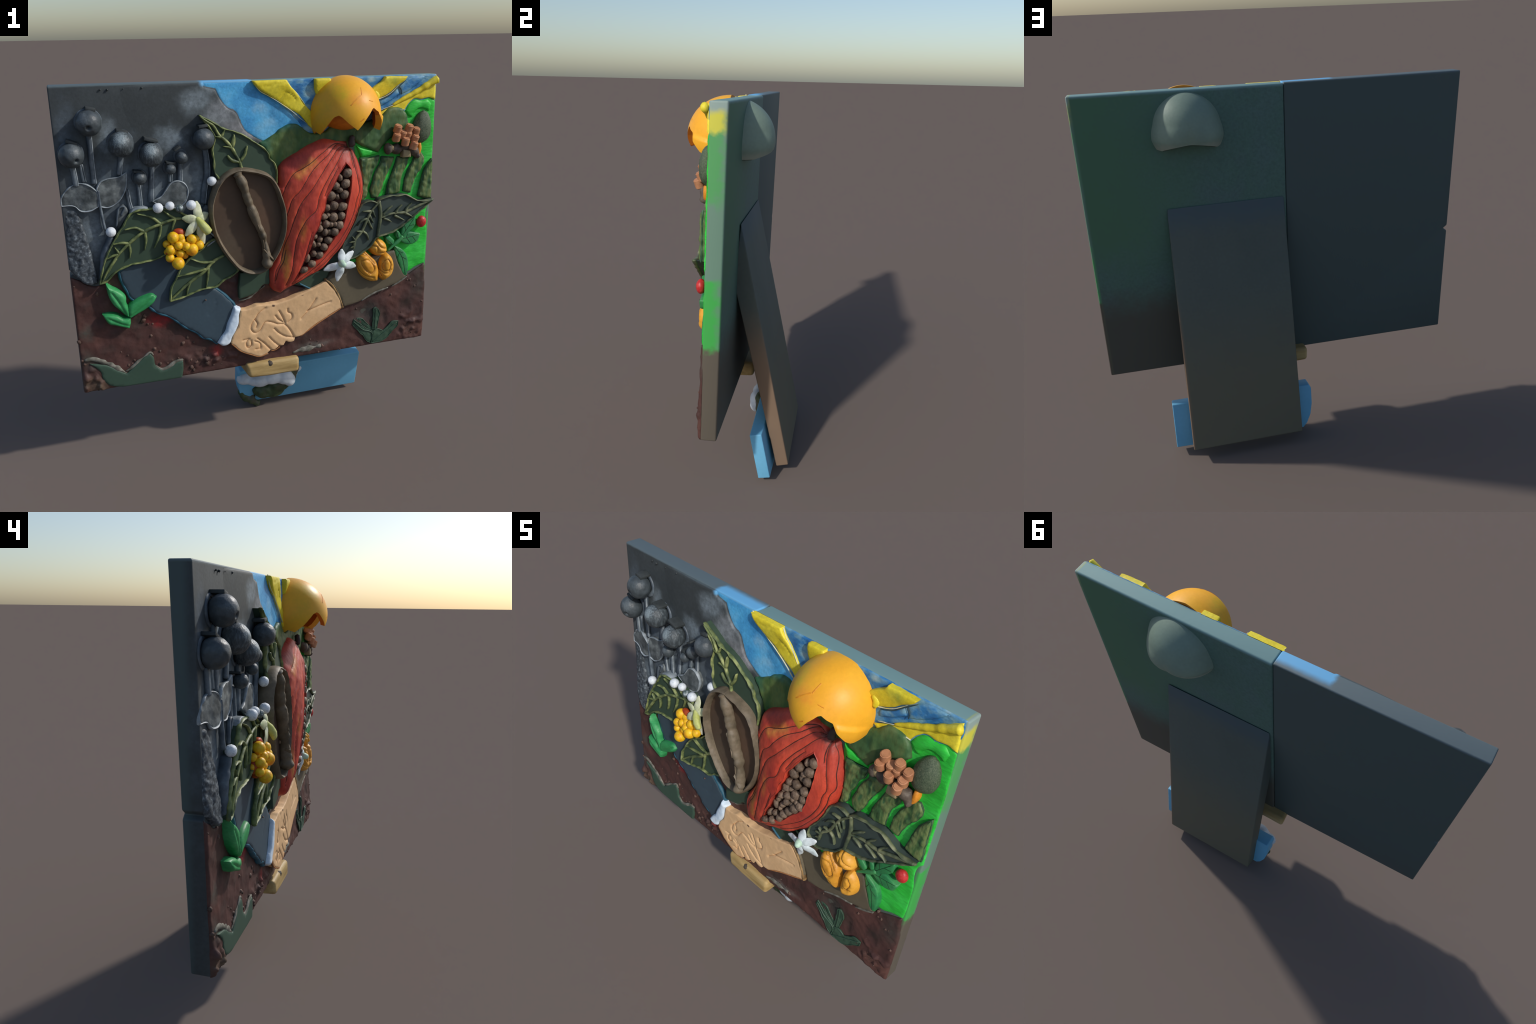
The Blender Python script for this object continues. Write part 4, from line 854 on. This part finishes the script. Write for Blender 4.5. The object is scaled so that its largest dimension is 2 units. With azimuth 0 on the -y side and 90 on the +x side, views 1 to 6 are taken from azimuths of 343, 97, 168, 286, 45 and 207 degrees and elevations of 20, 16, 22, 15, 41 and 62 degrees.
# ------------------------------------------------------------------ soil with pebbles, moss patch
def soil_shape(pp, dist):
    x, z = pp[:, 0], pp[:, 1]
    g = lambda cx, cz, rx, rz, a: a * np.exp(-((x - cx) / rx) ** 2 - ((z - cz) / rz) ** 2)
    k = np.array([max(0, fbm(a, b, 26, 2, 5.)) for a, b in pp])
    return g(.93, .53, .12, .09, .004) + g(.45, .62, .12, .07, .006) + g(-.9, .52, .09, .08, .010) - g(.60, .66, .05, .05, .012) - g(.73, .6, .02, .05, .01) + g(-.05, .92, .1, .06, .006) + k * (g(-.94, .5, .05, .07, .06) + g(-.3, .52, .18, .04, .035) + g(.9, .53, .09, .08, .035) + g(-.06, .94, .1, .07, .04)) 
relief("soil", [(-0.996, 1.072), (-0.951, 1.048), (-0.882, 1.008), (-0.829, 1.02), (-0.762, 1.086),
        (-0.656, 1.092), (-0.409, 1.005), (-0.145, 1.006), (0.027, 0.934), (0.257, 0.861),
        (0.358, 0.879), (0.531, 0.726), (0.756, 0.799), (0.865, 0.842), (0.927, 0.876), (0.98, 0.903)] + [(X1 - .002, .75), (X1 - .004, ZB), (.5, ZB - .002), (0, ZB), (-.5, ZB), (X0 + .002, ZB), (X0 + .002, .7)], .010, m_soil, edge=.012, drop=.010, rough=(.0045, 16), res=.0095, extra=soil_shape, jag=(.003, 30), angle=180)
MOSS = [(-0.947, 0.6), (-0.907, 0.59), (-0.859, 0.575), (-0.811, 0.539), (-0.768, 0.513),
        (-0.748, 0.528), (-0.707, 0.563), (-0.67, 0.591), (-0.638, 0.606), (-0.623, 0.581),
        (-0.617, 0.534), (-0.58, 0.498), (-0.54, 0.509), (-0.502, 0.532), (-0.469, 0.536),
        (-0.47, 0.483), (-0.479, 0.439), (-0.504, 0.43), (-0.576, 0.437), (-0.664, 0.439),
        (-0.734, 0.44), (-0.816, 0.445), (-0.861, 0.463), (-0.891, 0.503), (-0.899, 0.546),
        (-0.925, 0.58)]
relief("moss_patch", MOSS, .022, m_moss, edge=.006, res=.014)
tubes("moss_crust", [([(-0.97, 0.622), (-0.933, 0.624), (-0.893, 0.606), (-0.854, 0.582), (-0.811, 0.548),
        (-0.769, 0.515)], [.006, .013, .012, .014, .012, .003], .006, .014), ([(-0.77, 0.526), (-0.743, 0.538), (-0.697, 0.573), (-0.661, 0.598), (-0.636, 0.611),
        (-0.624, 0.594)], [.006, .010, .009, .007, .006, .004], .005, .014), ([(-0.614, 0.529), (-0.58, 0.501), (-0.54, 0.514), (-0.503, 0.536), (-0.469, 0.54)], [.005, .009, .009, .008, .006], .005, .014),
    ([(0.159, 0.471), (0.198, 0.479), (0.271, 0.482), (0.33, 0.487)], [.008, .018, .02, .01], .006, .010), ([(-0.148, 0.835), (-0.089, 0.845), (-0.044, 0.875), (-0.003, 0.901)], .004, .005, .02)], m_crust, None, "stuff", .9)
PEB = [(-0.987, 0.724, 0.0109), (-0.982, 0.619, 0.0098), (-0.652, 0.82, 0.0122), (-0.66, 0.794, 0.0131),
        (-0.627, 0.704, 0.0088), (-0.437, 0.664, 0.0107), (-0.405, 0.629, 0.0072),
        (-0.461, 0.634, 0.0116), (-0.615, 0.626, 0.0107), (-0.586, 0.607, 0.0071),
        (-0.754, 0.612, 0.0062), (-0.786, 0.636, 0.0053), (-0.426, 0.53, 0.0109), (-0.396, 0.51, 0.01),
        (-0.337, 0.495, 0.0156), (-0.424, 0.485, 0.0119), (-0.412, 0.466, 0.0101),
        (-0.493, 0.547, 0.0081), (-0.524, 0.543, 0.0063), (-0.552, 0.533, 0.0072),
        (-0.591, 0.535, 0.0099), (-0.723, 0.578, 0.008), (-0.755, 0.555, 0.009), (-0.733, 0.56, 0.0063),
        (-0.972, 0.599, 0.0098), (-0.952, 0.557, 0.0116), (-0.969, 0.513, 0.0126),
        (-0.921, 0.533, 0.0117), (-0.937, 0.578, 0.0089), (-0.97, 0.46, 0.01), (-0.917, 0.445, 0.0082),
        (-0.874, 0.969, 0.0111), (-0.979, 1.021, 0.0059), (-0.639, 0.769, 0.007),
        (-0.613, 0.768, 0.0061)]
PEB += [(0.922, 0.772, 0.0076), (0.769, 0.74, 0.0074), (0.684, 0.757, 0.0063), (0.976, 0.668, 0.0088),
        (0.89, 0.817, 0.0096), (0.865, 0.848, 0.0085), (0.872, 0.817, 0.0064), (0.315, 0.449, 0.0075),
        (0.337, 0.486, 0.0112), (0.45, 0.444, 0.0057), (0.551, 0.681, 0.0056), (-0.249, 0.513, 0.0062),
        (0.266, 0.535, 0.0046), (-0.333, 0.874, 0.0042), (-0.764, 1.947, 0.0043),
        (-0.732, 1.945, 0.0052), (-0.575, 1.948, 0.0052), (-0.66, 1.947, 0.0026)]
for x, z, r in PEB:
    dark = z > 1.5
    ball("pebble", "pebble" + ("_slate" if dark else ""), x, z, .004 if dark else (.042 if (abs(x + .33) < .06 and .8 < z < .9) else .007), (r * 1.15, r * .9, r), m_cap if dark else m_pebble, bump=.35, freq=1.8, sub=2)
s = Soup()
for _ in range(110):
    c = random.choice([(-.93, .50, .05, .05), (-.35, .5, .2, .04), (.9, .5, .1, .05), (0, .6, 1., .15), (-.05, .94, .09, .05)])
    x = random.gauss(c[0], c[2] * .6); z = random.gauss(c[1], c[3] * .6)
    if not (X0 + .02 < x < X1 - .02 and ZB + .01 < z < 1.0): continue
    r = random.uniform(.002, .005)
    bm = bmesh.new(); bmesh.ops.create_icosphere(bm, subdivisions=1, radius=r, matrix=Matrix.Translation(P(x, z, .011)))
    s.put([v.co.copy() for v in bm.verts], [[v.index for v in f.verts] for f in bm.faces]); bm.free()
ob = add("soil_grit", s.v, s.f, m_pebble); ob["kind"] = "stuff"

# ------------------------------------------------------------------ seedlings
for o, g in (([(-0.83, 1.031), (-0.804, 1.008), (-0.774, 0.99), (-0.737, 0.946), (-0.737, 0.911),
        (-0.728, 0.887), (-0.726, 0.833), (-0.746, 0.847), (-0.775, 0.881), (-0.801, 0.911),
        (-0.818, 0.949), (-0.825, 0.981)], [(-0.806, 0.983), (-0.779, 0.935), (-0.745, 0.858)]), ([(-0.731, 0.892), (-0.689, 0.93), (-0.646, 0.946), (-0.609, 0.951), (-0.582, 0.929), (-0.6, 0.9),
        (-0.64, 0.87), (-0.688, 0.847), (-0.722, 0.83), (-0.736, 0.839)], [(-0.721, 0.846), (-0.664, 0.882), (-0.606, 0.932)]),
             ([(-0.86, 0.866), (-0.833, 0.868), (-0.786, 0.857), (-0.759, 0.838), (-0.724, 0.835),
        (-0.724, 0.801), (-0.733, 0.774), (-0.767, 0.787), (-0.803, 0.801), (-0.834, 0.814),
        (-0.848, 0.838)], [(-0.843, 0.855), (-0.789, 0.82), (-0.734, 0.793)])):
    relief("sprout_leaf", o, .045, m_sprout, edge=.014, dome=.014, dome_w=.025, grooves=[(g, .006, .006)], res=.007)
for o, top in (([(0.523, 0.592), (0.533, 0.619), (0.578, 0.582), (0.623, 0.547), (0.657, 0.527), (0.648, 0.455),
        (0.632, 0.461), (0.595, 0.508), (0.557, 0.55)], .018), ([(0.551, 0.624), (0.583, 0.617), (0.627, 0.572), (0.667, 0.543), (0.662, 0.523), (0.62, 0.548),
        (0.583, 0.579)], .011), ([(0.657, 0.672), (0.674, 0.676), (0.695, 0.65), (0.692, 0.594), (0.684, 0.543), (0.654, 0.54),
        (0.656, 0.607)], .016), ([(0.648, 0.455), (0.658, 0.527), (0.684, 0.537), (0.721, 0.522), (0.75, 0.541), (0.786, 0.572),
        (0.821, 0.567), (0.818, 0.544), (0.782, 0.507), (0.732, 0.463), (0.686, 0.453)], .018)):
    ob, h, l = relief("dark_sprout_leaf", o, top, m_dsprout, edge=.005, jag=(.003, 60), res=.008, rough=(.003, 40))
    v, f = sweep(np.vstack([l, l[:2]]), .0025, .004, top - .002, 6, .6); add("sprout_leaf_rim", v, f, m_dsprout, ob, True, 75)
tubes("dark_sprout_rib", [([(0.533, 0.604), (0.593, 0.548), (0.652, 0.517), (0.648, 0.458)], .003, .005, .018), ([(0.67, 0.67), (0.671, 0.605), (0.668, 0.54)], .003, .004, .016), ([(0.656, 0.461), (0.729, 0.508), (0.81, 0.561)], .003, .004, .018)], m_dsprout)

# ------------------------------------------------------------------ walnuts, fruits, sprig
def nut(outline, top, spirals):
    ob, h, l = relief("walnut", outline, top, m_walnut, edge=.02, drop=.02, dome=.046, dome_w=.05, rough=(.003, 35), res=.006, grooves=[(g, .005, .009) for g in spirals], angle=180)
    tubes("walnut_line", [(g, .0018, .0016, lambda p: h(np.array([p[:2]])) - .0004) for g in spirals], m_walnutl, ob, "stuff")
nut([(0.576, 1.04), (0.615, 1.007), (0.654, 0.96), (0.665, 0.917), (0.661, 0.853), (0.632, 0.849),
        (0.587, 0.867), (0.547, 0.905), (0.529, 0.95), (0.529, 0.996), (0.549, 1.028)], .035, [[(0.546, 0.989), (0.578, 0.995), (0.612, 0.965), (0.622, 0.928), (0.603, 0.909), (0.569, 0.939),
        (0.549, 0.973), (0.546, 0.989)], [(0.566, 1.033), (0.6, 0.998), (0.629, 0.963)], [(0.53, 0.996), (0.536, 0.949), (0.57, 0.903), (0.62, 0.886)], [(0.545, 1.025), (0.578, 1.016)]])
nut([(0.714, 1.014), (0.744, 0.986), (0.76, 0.942), (0.754, 0.895), (0.732, 0.865), (0.694, 0.846),
        (0.665, 0.874), (0.662, 0.922), (0.671, 0.979), (0.692, 1.006)], .035, [[(0.689, 0.972), (0.708, 0.982), (0.726, 0.951), (0.714, 0.916), (0.688, 0.919), (0.679, 0.947),
        (0.689, 0.972)], [(0.667, 0.974), (0.669, 0.922), (0.703, 0.901), (0.73, 0.919)], [(0.673, 0.9), (0.679, 0.883)]])
nut([(0.655, 1.101), (0.695, 1.08), (0.716, 1.037), (0.709, 1.009), (0.671, 0.995), (0.626, 1.01),
        (0.603, 1.05), (0.619, 1.079)], .03, [[(0.603, 1.066), (0.641, 1.062), (0.648, 1.025)], [(0.64, 1.093), (0.658, 1.06), (0.7, 1.04)], [(0.659, 1.024), (0.698, 1.019)]])
ball("red_fruit", "red_fruit", [(0.933, 1.165)][0][0], [(0.933, 1.165)][0][1], .026, (.029, .022, .034), m_redfruit, rot=(0, 0, 0), bump=.03)
SPR = [[(0.803, 1.101), (0.812, 1.144), (0.855, 1.176), (0.893, 1.203), (0.891, 1.148), (0.859, 1.115),
        (0.826, 1.08)], [(0.796, 1.073), (0.842, 1.111), (0.929, 1.097), (0.919, 1.062), (0.881, 1.04), (0.828, 1.05)], [(0.763, 1.044), (0.818, 1.016), (0.854, 0.963), (0.862, 0.908), (0.856, 0.852), (0.838, 0.856),
        (0.801, 0.927), (0.778, 0.983)], [(0.707, 1.096), (0.735, 1.104), (0.765, 1.068), (0.761, 1.047), (0.726, 1.056)], [(0.773, 1.131), (0.791, 1.123), (0.808, 1.098), (0.793, 1.075), (0.772, 1.099)]]
SPV = [[[(0.811, 1.096), (0.88, 1.188)], [(0.832, 1.125), (0.825, 1.157)], [(0.854, 1.149), (0.884, 1.156)]], [[(0.801, 1.076), (0.92, 1.095)], [(0.84, 1.083), (0.865, 1.051)], [(0.874, 1.089), (0.899, 1.06)], [(0.84, 1.083), (0.845, 1.108)]], [[(0.769, 1.038), (0.812, 0.98), (0.844, 0.864)], [(0.793, 1.009), (0.822, 0.995)], [(0.812, 0.975), (0.845, 0.955)], [(0.8, 0.998), (0.787, 0.967)]], [[(0.708, 1.094), (0.757, 1.05)]], [[(0.776, 1.126), (0.79, 1.083)]]]
for o, vs in zip(SPR, SPV):
    ob, h, l = relief("sprig_leaf", o, .032, m_sprig, edge=.006, dome=.003, dome_w=.02, res=.009, jag=(.002, 50))
    tubes("sprig_leaf_line", [(p, .0016, .001, lambda p: h(np.array([p[:2]])) + .0002) for p in vs], m_sprigl, ob, "stuff")
tube("sprig_stem", [(0.725, 1.018), (0.755, 1.043), (0.788, 1.066), (0.814, 1.092)], [.006, .009, .013, .012], .010, .03, m_sprig)
relief("sprig_leaf", [(0.494, 0.989), (0.538, 0.994), (0.539, 0.957), (0.517, 0.96)], .03, m_grass, edge=.006)

# ------------------------------------------------------------------ flowers
def flower(center, tips, d0, mat, w=.02, throat=None):
    root = bpy.data.objects.new("flower", None); bpy.context.scene.collection.objects.link(root); root.parent = ROOT
    for (x, z), dt in tips:
        a = np.array(center); b = np.array((x, z)); mid = (a + b) / 2
        line = spline([tuple(a), tuple(a + (b - a) * .35), tuple(a + (b - a) * .7), tuple(b)], False, .006)
        v, f = sweep(line, [.014, w * .9, w, w * .8, w * .25], [.012, .010, .007, .006, .003], [d0, d0 + (dt - d0) * .3 + .006, dt + .004, dt], 10, .12, x)
        add("petal", v, f, mat, root, True, 75)
    return root
fr = flower([(0.423, 0.994)][0], [([(0.425, 1.072)][0], .066), ([(0.498, 1.05)][0], .06), ([(0.516, 0.959)][0], .055), ([(0.406, 0.887)][0], .058), ([(0.325, 0.961)][0], .058)], .075, m_petal, .024)
tube("flower_throat", [(0.416, 1), (0.422, 0.996), (0.428, 0.992)], [.022, .018, .013], [.02, .018, .012], [.075, .095, .108], m_mint, fr)
fl = flower([(-0.355, 1.315)][0], [([(-0.434, 1.329)][0], .066), ([(-0.357, 1.405)][0], .055), ([(-0.425, 1.242)][0], .078), ([(-0.33, 1.185)][0], .06), ([(-0.299, 1.338)][0], .05)], .068, m_petaly, .023)
tube("flower_throat", [(-0.362, 1.324), (-0.343, 1.299), (-0.326, 1.275), (-0.309, 1.252)], [.014, .018, .022, .02], [.014, .018, .018, .012], [.07, .085, .095, .098], m_pollen, fl)
tubes("dry_twig", [([(-0.287, 1.313), (-0.283, 1.285)], .004, .006, .04), ([(-0.3, 1.242), (-0.265, 1.21)], .005, .008, .045), ([(-0.313, 1.168), (-0.27, 1.196)], .005, .008, .05)], m_grim)
relief("leaf", [(-0.326, 1.354), (-0.302, 1.374), (-0.28, 1.359), (-0.281, 1.285), (-0.291, 1.23),
        (-0.273, 1.205), (-0.312, 1.166), (-0.348, 1.199), (-0.338, 1.291)], .035, m_gleaf, edge=.008)

# ------------------------------------------------------------------ yellow berries
BER = [(-0.486, 1.238, 0.0265), (-0.45, 1.234, 0.0221), (-0.463, 1.197, 0.0204),
        (-0.505, 1.179, 0.0222), (-0.509, 1.138, 0.0205), (-0.472, 1.111, 0.029),
        (-0.455, 1.153, 0.0205), (-0.426, 1.19, 0.0222), (-0.395, 1.221, 0.024), (-0.398, 1.171, 0.029),
        (-0.358, 1.186, 0.0223), (-0.372, 1.216, 0.0178), (-0.518, 1.202, 0.0177),
        (-0.433, 1.14, 0.0188), (-0.481, 1.2, 0.0177), (-0.443, 1.211, 0.02), (-0.486, 1.165, 0.0178),
        (-0.517, 1.159, 0.0151), (-0.418, 1.176, 0.0178)]
BD = [.078, .07, .09, .088, .086, .101, .085, .092, .082, .094, .08, .07, .06, .07, .065, .075, .07, .055, .075]
bunch = bpy.data.objects.new("berry_bunch", None); bpy.context.scene.collection.objects.link(bunch); bunch.parent = ROOT
lumps("berry_stalk", [(x, front_y(x, z) - .05, z, .015, .028, .015) for x, z, r in BER] + [(x, front_y(x, z) - .06, z, .03, .02, .018) for x, z in [(-0.457, 1.263), (-0.444, 1.252)]], m_berryr, bunch)
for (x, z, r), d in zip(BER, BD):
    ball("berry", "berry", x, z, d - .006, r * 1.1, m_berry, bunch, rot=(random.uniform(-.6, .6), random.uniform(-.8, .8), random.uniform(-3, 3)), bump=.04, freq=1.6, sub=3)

# ------------------------------------------------------------------ white beads
for (x, z, r), d, dk in zip([(-0.779, 1.288, 0.0247), (-0.548, 1.39, 0.0255), (-0.489, 1.394, 0.0221),
        (-0.444, 1.379, 0.0204), (-0.387, 1.393, 0.0248), (-0.271, 1.495, 0.024)], (.042, .062, .058, .066, .075, .042), (0, 0, 0, 1, 0, 0)):
    ball("white_bead", "dark_bead" if dk else "white_bead", x, z, d, r, m_beadd if dk else m_bead, rot=(0, 0, 0), bump=.05, freq=2.5, sub=3)

# ------------------------------------------------------------------ grey fruits on stems (left)
GF = [(-.831, 1.806, .047, .059, 0, 1), (-.922, 1.664, .043, .057, 0, 1), (-.695, 1.703, .048, .060, 1, 0), (-.559, 1.645, .048, .057, 1, 0), (-.620, 1.536, .040, .032, 0, 0), (-.304, 1.704, .056, .052, 0, 0), (-.472, 1.570, .047, .026, 0, 0), (-.413, 1.622, .045, .031, 0, 0)]
CAPS = [[(-0.839, 1.872), (-0.795, 1.862)], [(-0.939, 1.732), (-0.891, 1.713)], [(-0.712, 1.766), (-0.66, 1.752)], [(-0.588, 1.723), (-0.525, 1.705)], [(-0.649, 1.571), (-0.606, 1.564)], [(-0.327, 1.763), (-0.283, 1.769)], [(-0.491, 1.602), (-0.448, 1.597)], [(-0.454, 1.666), (-0.42, 1.676)]]
def pit(c):
    # a poked hole low on the face of the fruit
    p = Vector((.12, -.93, -.32))
    k = (c - p.normalized()).length
    return c * (1 - .36 * math.exp(-(k / .15) ** 2))
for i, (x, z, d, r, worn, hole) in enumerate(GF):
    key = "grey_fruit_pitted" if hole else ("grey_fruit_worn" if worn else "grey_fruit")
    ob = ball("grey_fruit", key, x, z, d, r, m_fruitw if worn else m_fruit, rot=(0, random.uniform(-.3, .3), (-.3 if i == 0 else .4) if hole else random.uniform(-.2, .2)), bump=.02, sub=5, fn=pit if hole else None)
    # collar of smeared clay where the fruit meets the panel
    s = Soup()
    ring = np.array([(x + math.cos(a) * r * .92, z + math.sin(a) * r * .92) for a in np.linspace(0, 2 * math.pi, 40)])
    s.put(*sweep(ring, .009, .007, .001, 8, .3, i))
    add("fruit_collar", s.v, s.f, m_strip)
    (ax, az), (bx, bz) = CAPS[i]
    if i == 7: (ax, az), (bx, bz) = (x - .035, z + .035), (x - .005, z + .052)
    mid = ((ax + bx) / 2, (az + bz) / 2); hw = math.hypot(bx - ax, bz - az) / 2
    ux, uz = (bx - ax) / 2 / hw, (bz - az) / 2 / hw; nx, nz = -uz, ux
    depth = .008 + d + r * .05; th = .010 if r > .04 else .007
    corner = lambda s1, t, dd: P(mid[0] + ux * hw * s1 + nx * th * t, mid[1] + uz * hw * s1 + nz * th * t, dd)
    box("fruit_cap", [corner(-1, -.7, depth), corner(1, -.7, depth), corner(1, .7, depth), corner(-1, .7, depth), corner(-1, -.7, 0), corner(1, -.7, 0), corner(1, .7, 0), corner(-1, .7, 0)], m_cap, None, .002, 2)
STEMS = [[(-0.834, 1.755), (-0.834, 1.698), (-0.834, 1.636), (-0.833, 1.522)], [(-0.923, 1.613), (-0.918, 1.567), (-0.915, 1.516)], [(-0.887, 1.615), (-0.883, 1.573), (-0.879, 1.535)], [(-0.697, 1.656), (-0.704, 1.606), (-0.713, 1.555)], [(-0.557, 1.595), (-0.564, 1.509), (-0.574, 1.409)], [(-0.63, 1.51), (-0.628, 1.458), (-0.627, 1.391)], [(-0.289, 1.648), (-0.283, 1.582), (-0.284, 1.521), (-0.301, 1.455), (-0.312, 1.379)], [(-0.421, 1.588), (-0.423, 1.544), (-0.424, 1.501)], [(-0.47, 1.541), (-0.475, 1.502)], [(-0.686, 1.48), (-0.683, 1.432), (-0.673, 1.378)]]
tubes("fruit_stem", [(p, w, .012, .008) for p, w in zip(STEMS, (.013, .014, .008, .014, .013, .009, .018, .012, .009, .009))], m_strip)
tubes("stem_highlight_edge", [([(x + .010, z) for x, z in p], .003, .005, .014) for p in STEMS], m_grim, None, "stuff")  # bright lit side of each stem, modelled as a pale strip

# ------------------------------------------------------------------ grey leaves and trunk
for o, hd in (([(-0.992, 1.424), (-0.988, 1.461), (-0.964, 1.495), (-0.929, 1.52), (-0.9, 1.527),
        (-0.865, 1.519), (-0.838, 1.499), (-0.824, 1.483), (-0.825, 1.412), (-0.866, 1.394),
        (-0.91, 1.398), (-0.928, 1.417)], .024), ([(-0.823, 1.496), (-0.803, 1.528), (-0.769, 1.54), (-0.719, 1.545), (-0.681, 1.563),
        (-0.683, 1.521), (-0.705, 1.458), (-0.743, 1.418), (-0.782, 1.404), (-0.818, 1.412),
        (-0.821, 1.455)], .024), ([(-0.567, 1.415), (-0.522, 1.435), (-0.498, 1.464), (-0.474, 1.493), (-0.443, 1.505),
        (-0.413, 1.496), (-0.392, 1.468), (-0.392, 1.432), (-0.415, 1.389), (-0.482, 1.373)], .026)):
    ob, h, l = relief("grey_leaf", o, hd, m_gleaf, edge=.006, rough=(.003, 30), res=.010, extra=lambda pp, dist: -.022 * np.clip((-.85 - pp[:, 0]) / .13, 0, 1))
    v, f = sweep(np.vstack([l, l[:2]]), .0038, .008, lambda p: h(np.array([p[:2]])) + .001, 8, .6); add("grey_leaf_rim", v, f, m_grim, ob, True, 75)
tube("fruit_stem", [(-0.818, 1.487), (-0.816, 1.426), (-0.811, 1.356), (-0.804, 1.298)], .007, .012, .018, m_strip)
tube("fruit_stem", [(-0.778, 1.259), (-0.804, 1.208), (-0.825, 1.165), (-0.834, 1.111), (-0.848, 1.057)], [.016, .018, .016, .014, .008], .03, .016, m_strip)
ob, h, l = relief("grey_leaf", [(-0.75, 1.31), (-0.74, 1.367), (-0.724, 1.403), (-0.707, 1.41), (-0.689, 1.386), (-0.692, 1.353),
        (-0.717, 1.316), (-0.736, 1.291)], .022, m_gleaf, edge=.010)
tube("grey_leaf_rim", [(-0.748, 1.31), (-0.74, 1.362), (-0.725, 1.4), (-0.709, 1.403), (-0.722, 1.36)], .006, .01, .022, m_strip, ob)
relief("tree_trunk", [(-0.985, 1.412), (-0.926, 1.393), (-0.909, 1.357), (-0.897, 1.281), (-0.886, 1.226),
        (-0.879, 1.176), (-0.869, 1.106), (-0.864, 1.029), (-0.913, 1.026), (-0.95, 1.06),
        (-0.98, 1.088), (-0.991, 1.131), (-0.991, 1.216), (-0.988, 1.317)], .024, m_bark, edge=.014, rough=(.006, 45), res=.008, jag=(.004, 35), angle=180, extra=lambda pp, dist: -.016 + .024 * np.clip((1.38 - pp[:, 1]) / .33, 0, 1) - .010 * np.clip((-.93 - pp[:, 0]) / .05, 0, 1))
relief("leaf_edge_smear", [(-0.685, 1.362), (-0.671, 1.387), (-0.636, 1.397), (-0.593, 1.389), (-0.599, 1.378),
        (-0.646, 1.38)], .05, m_grim, edge=.008)
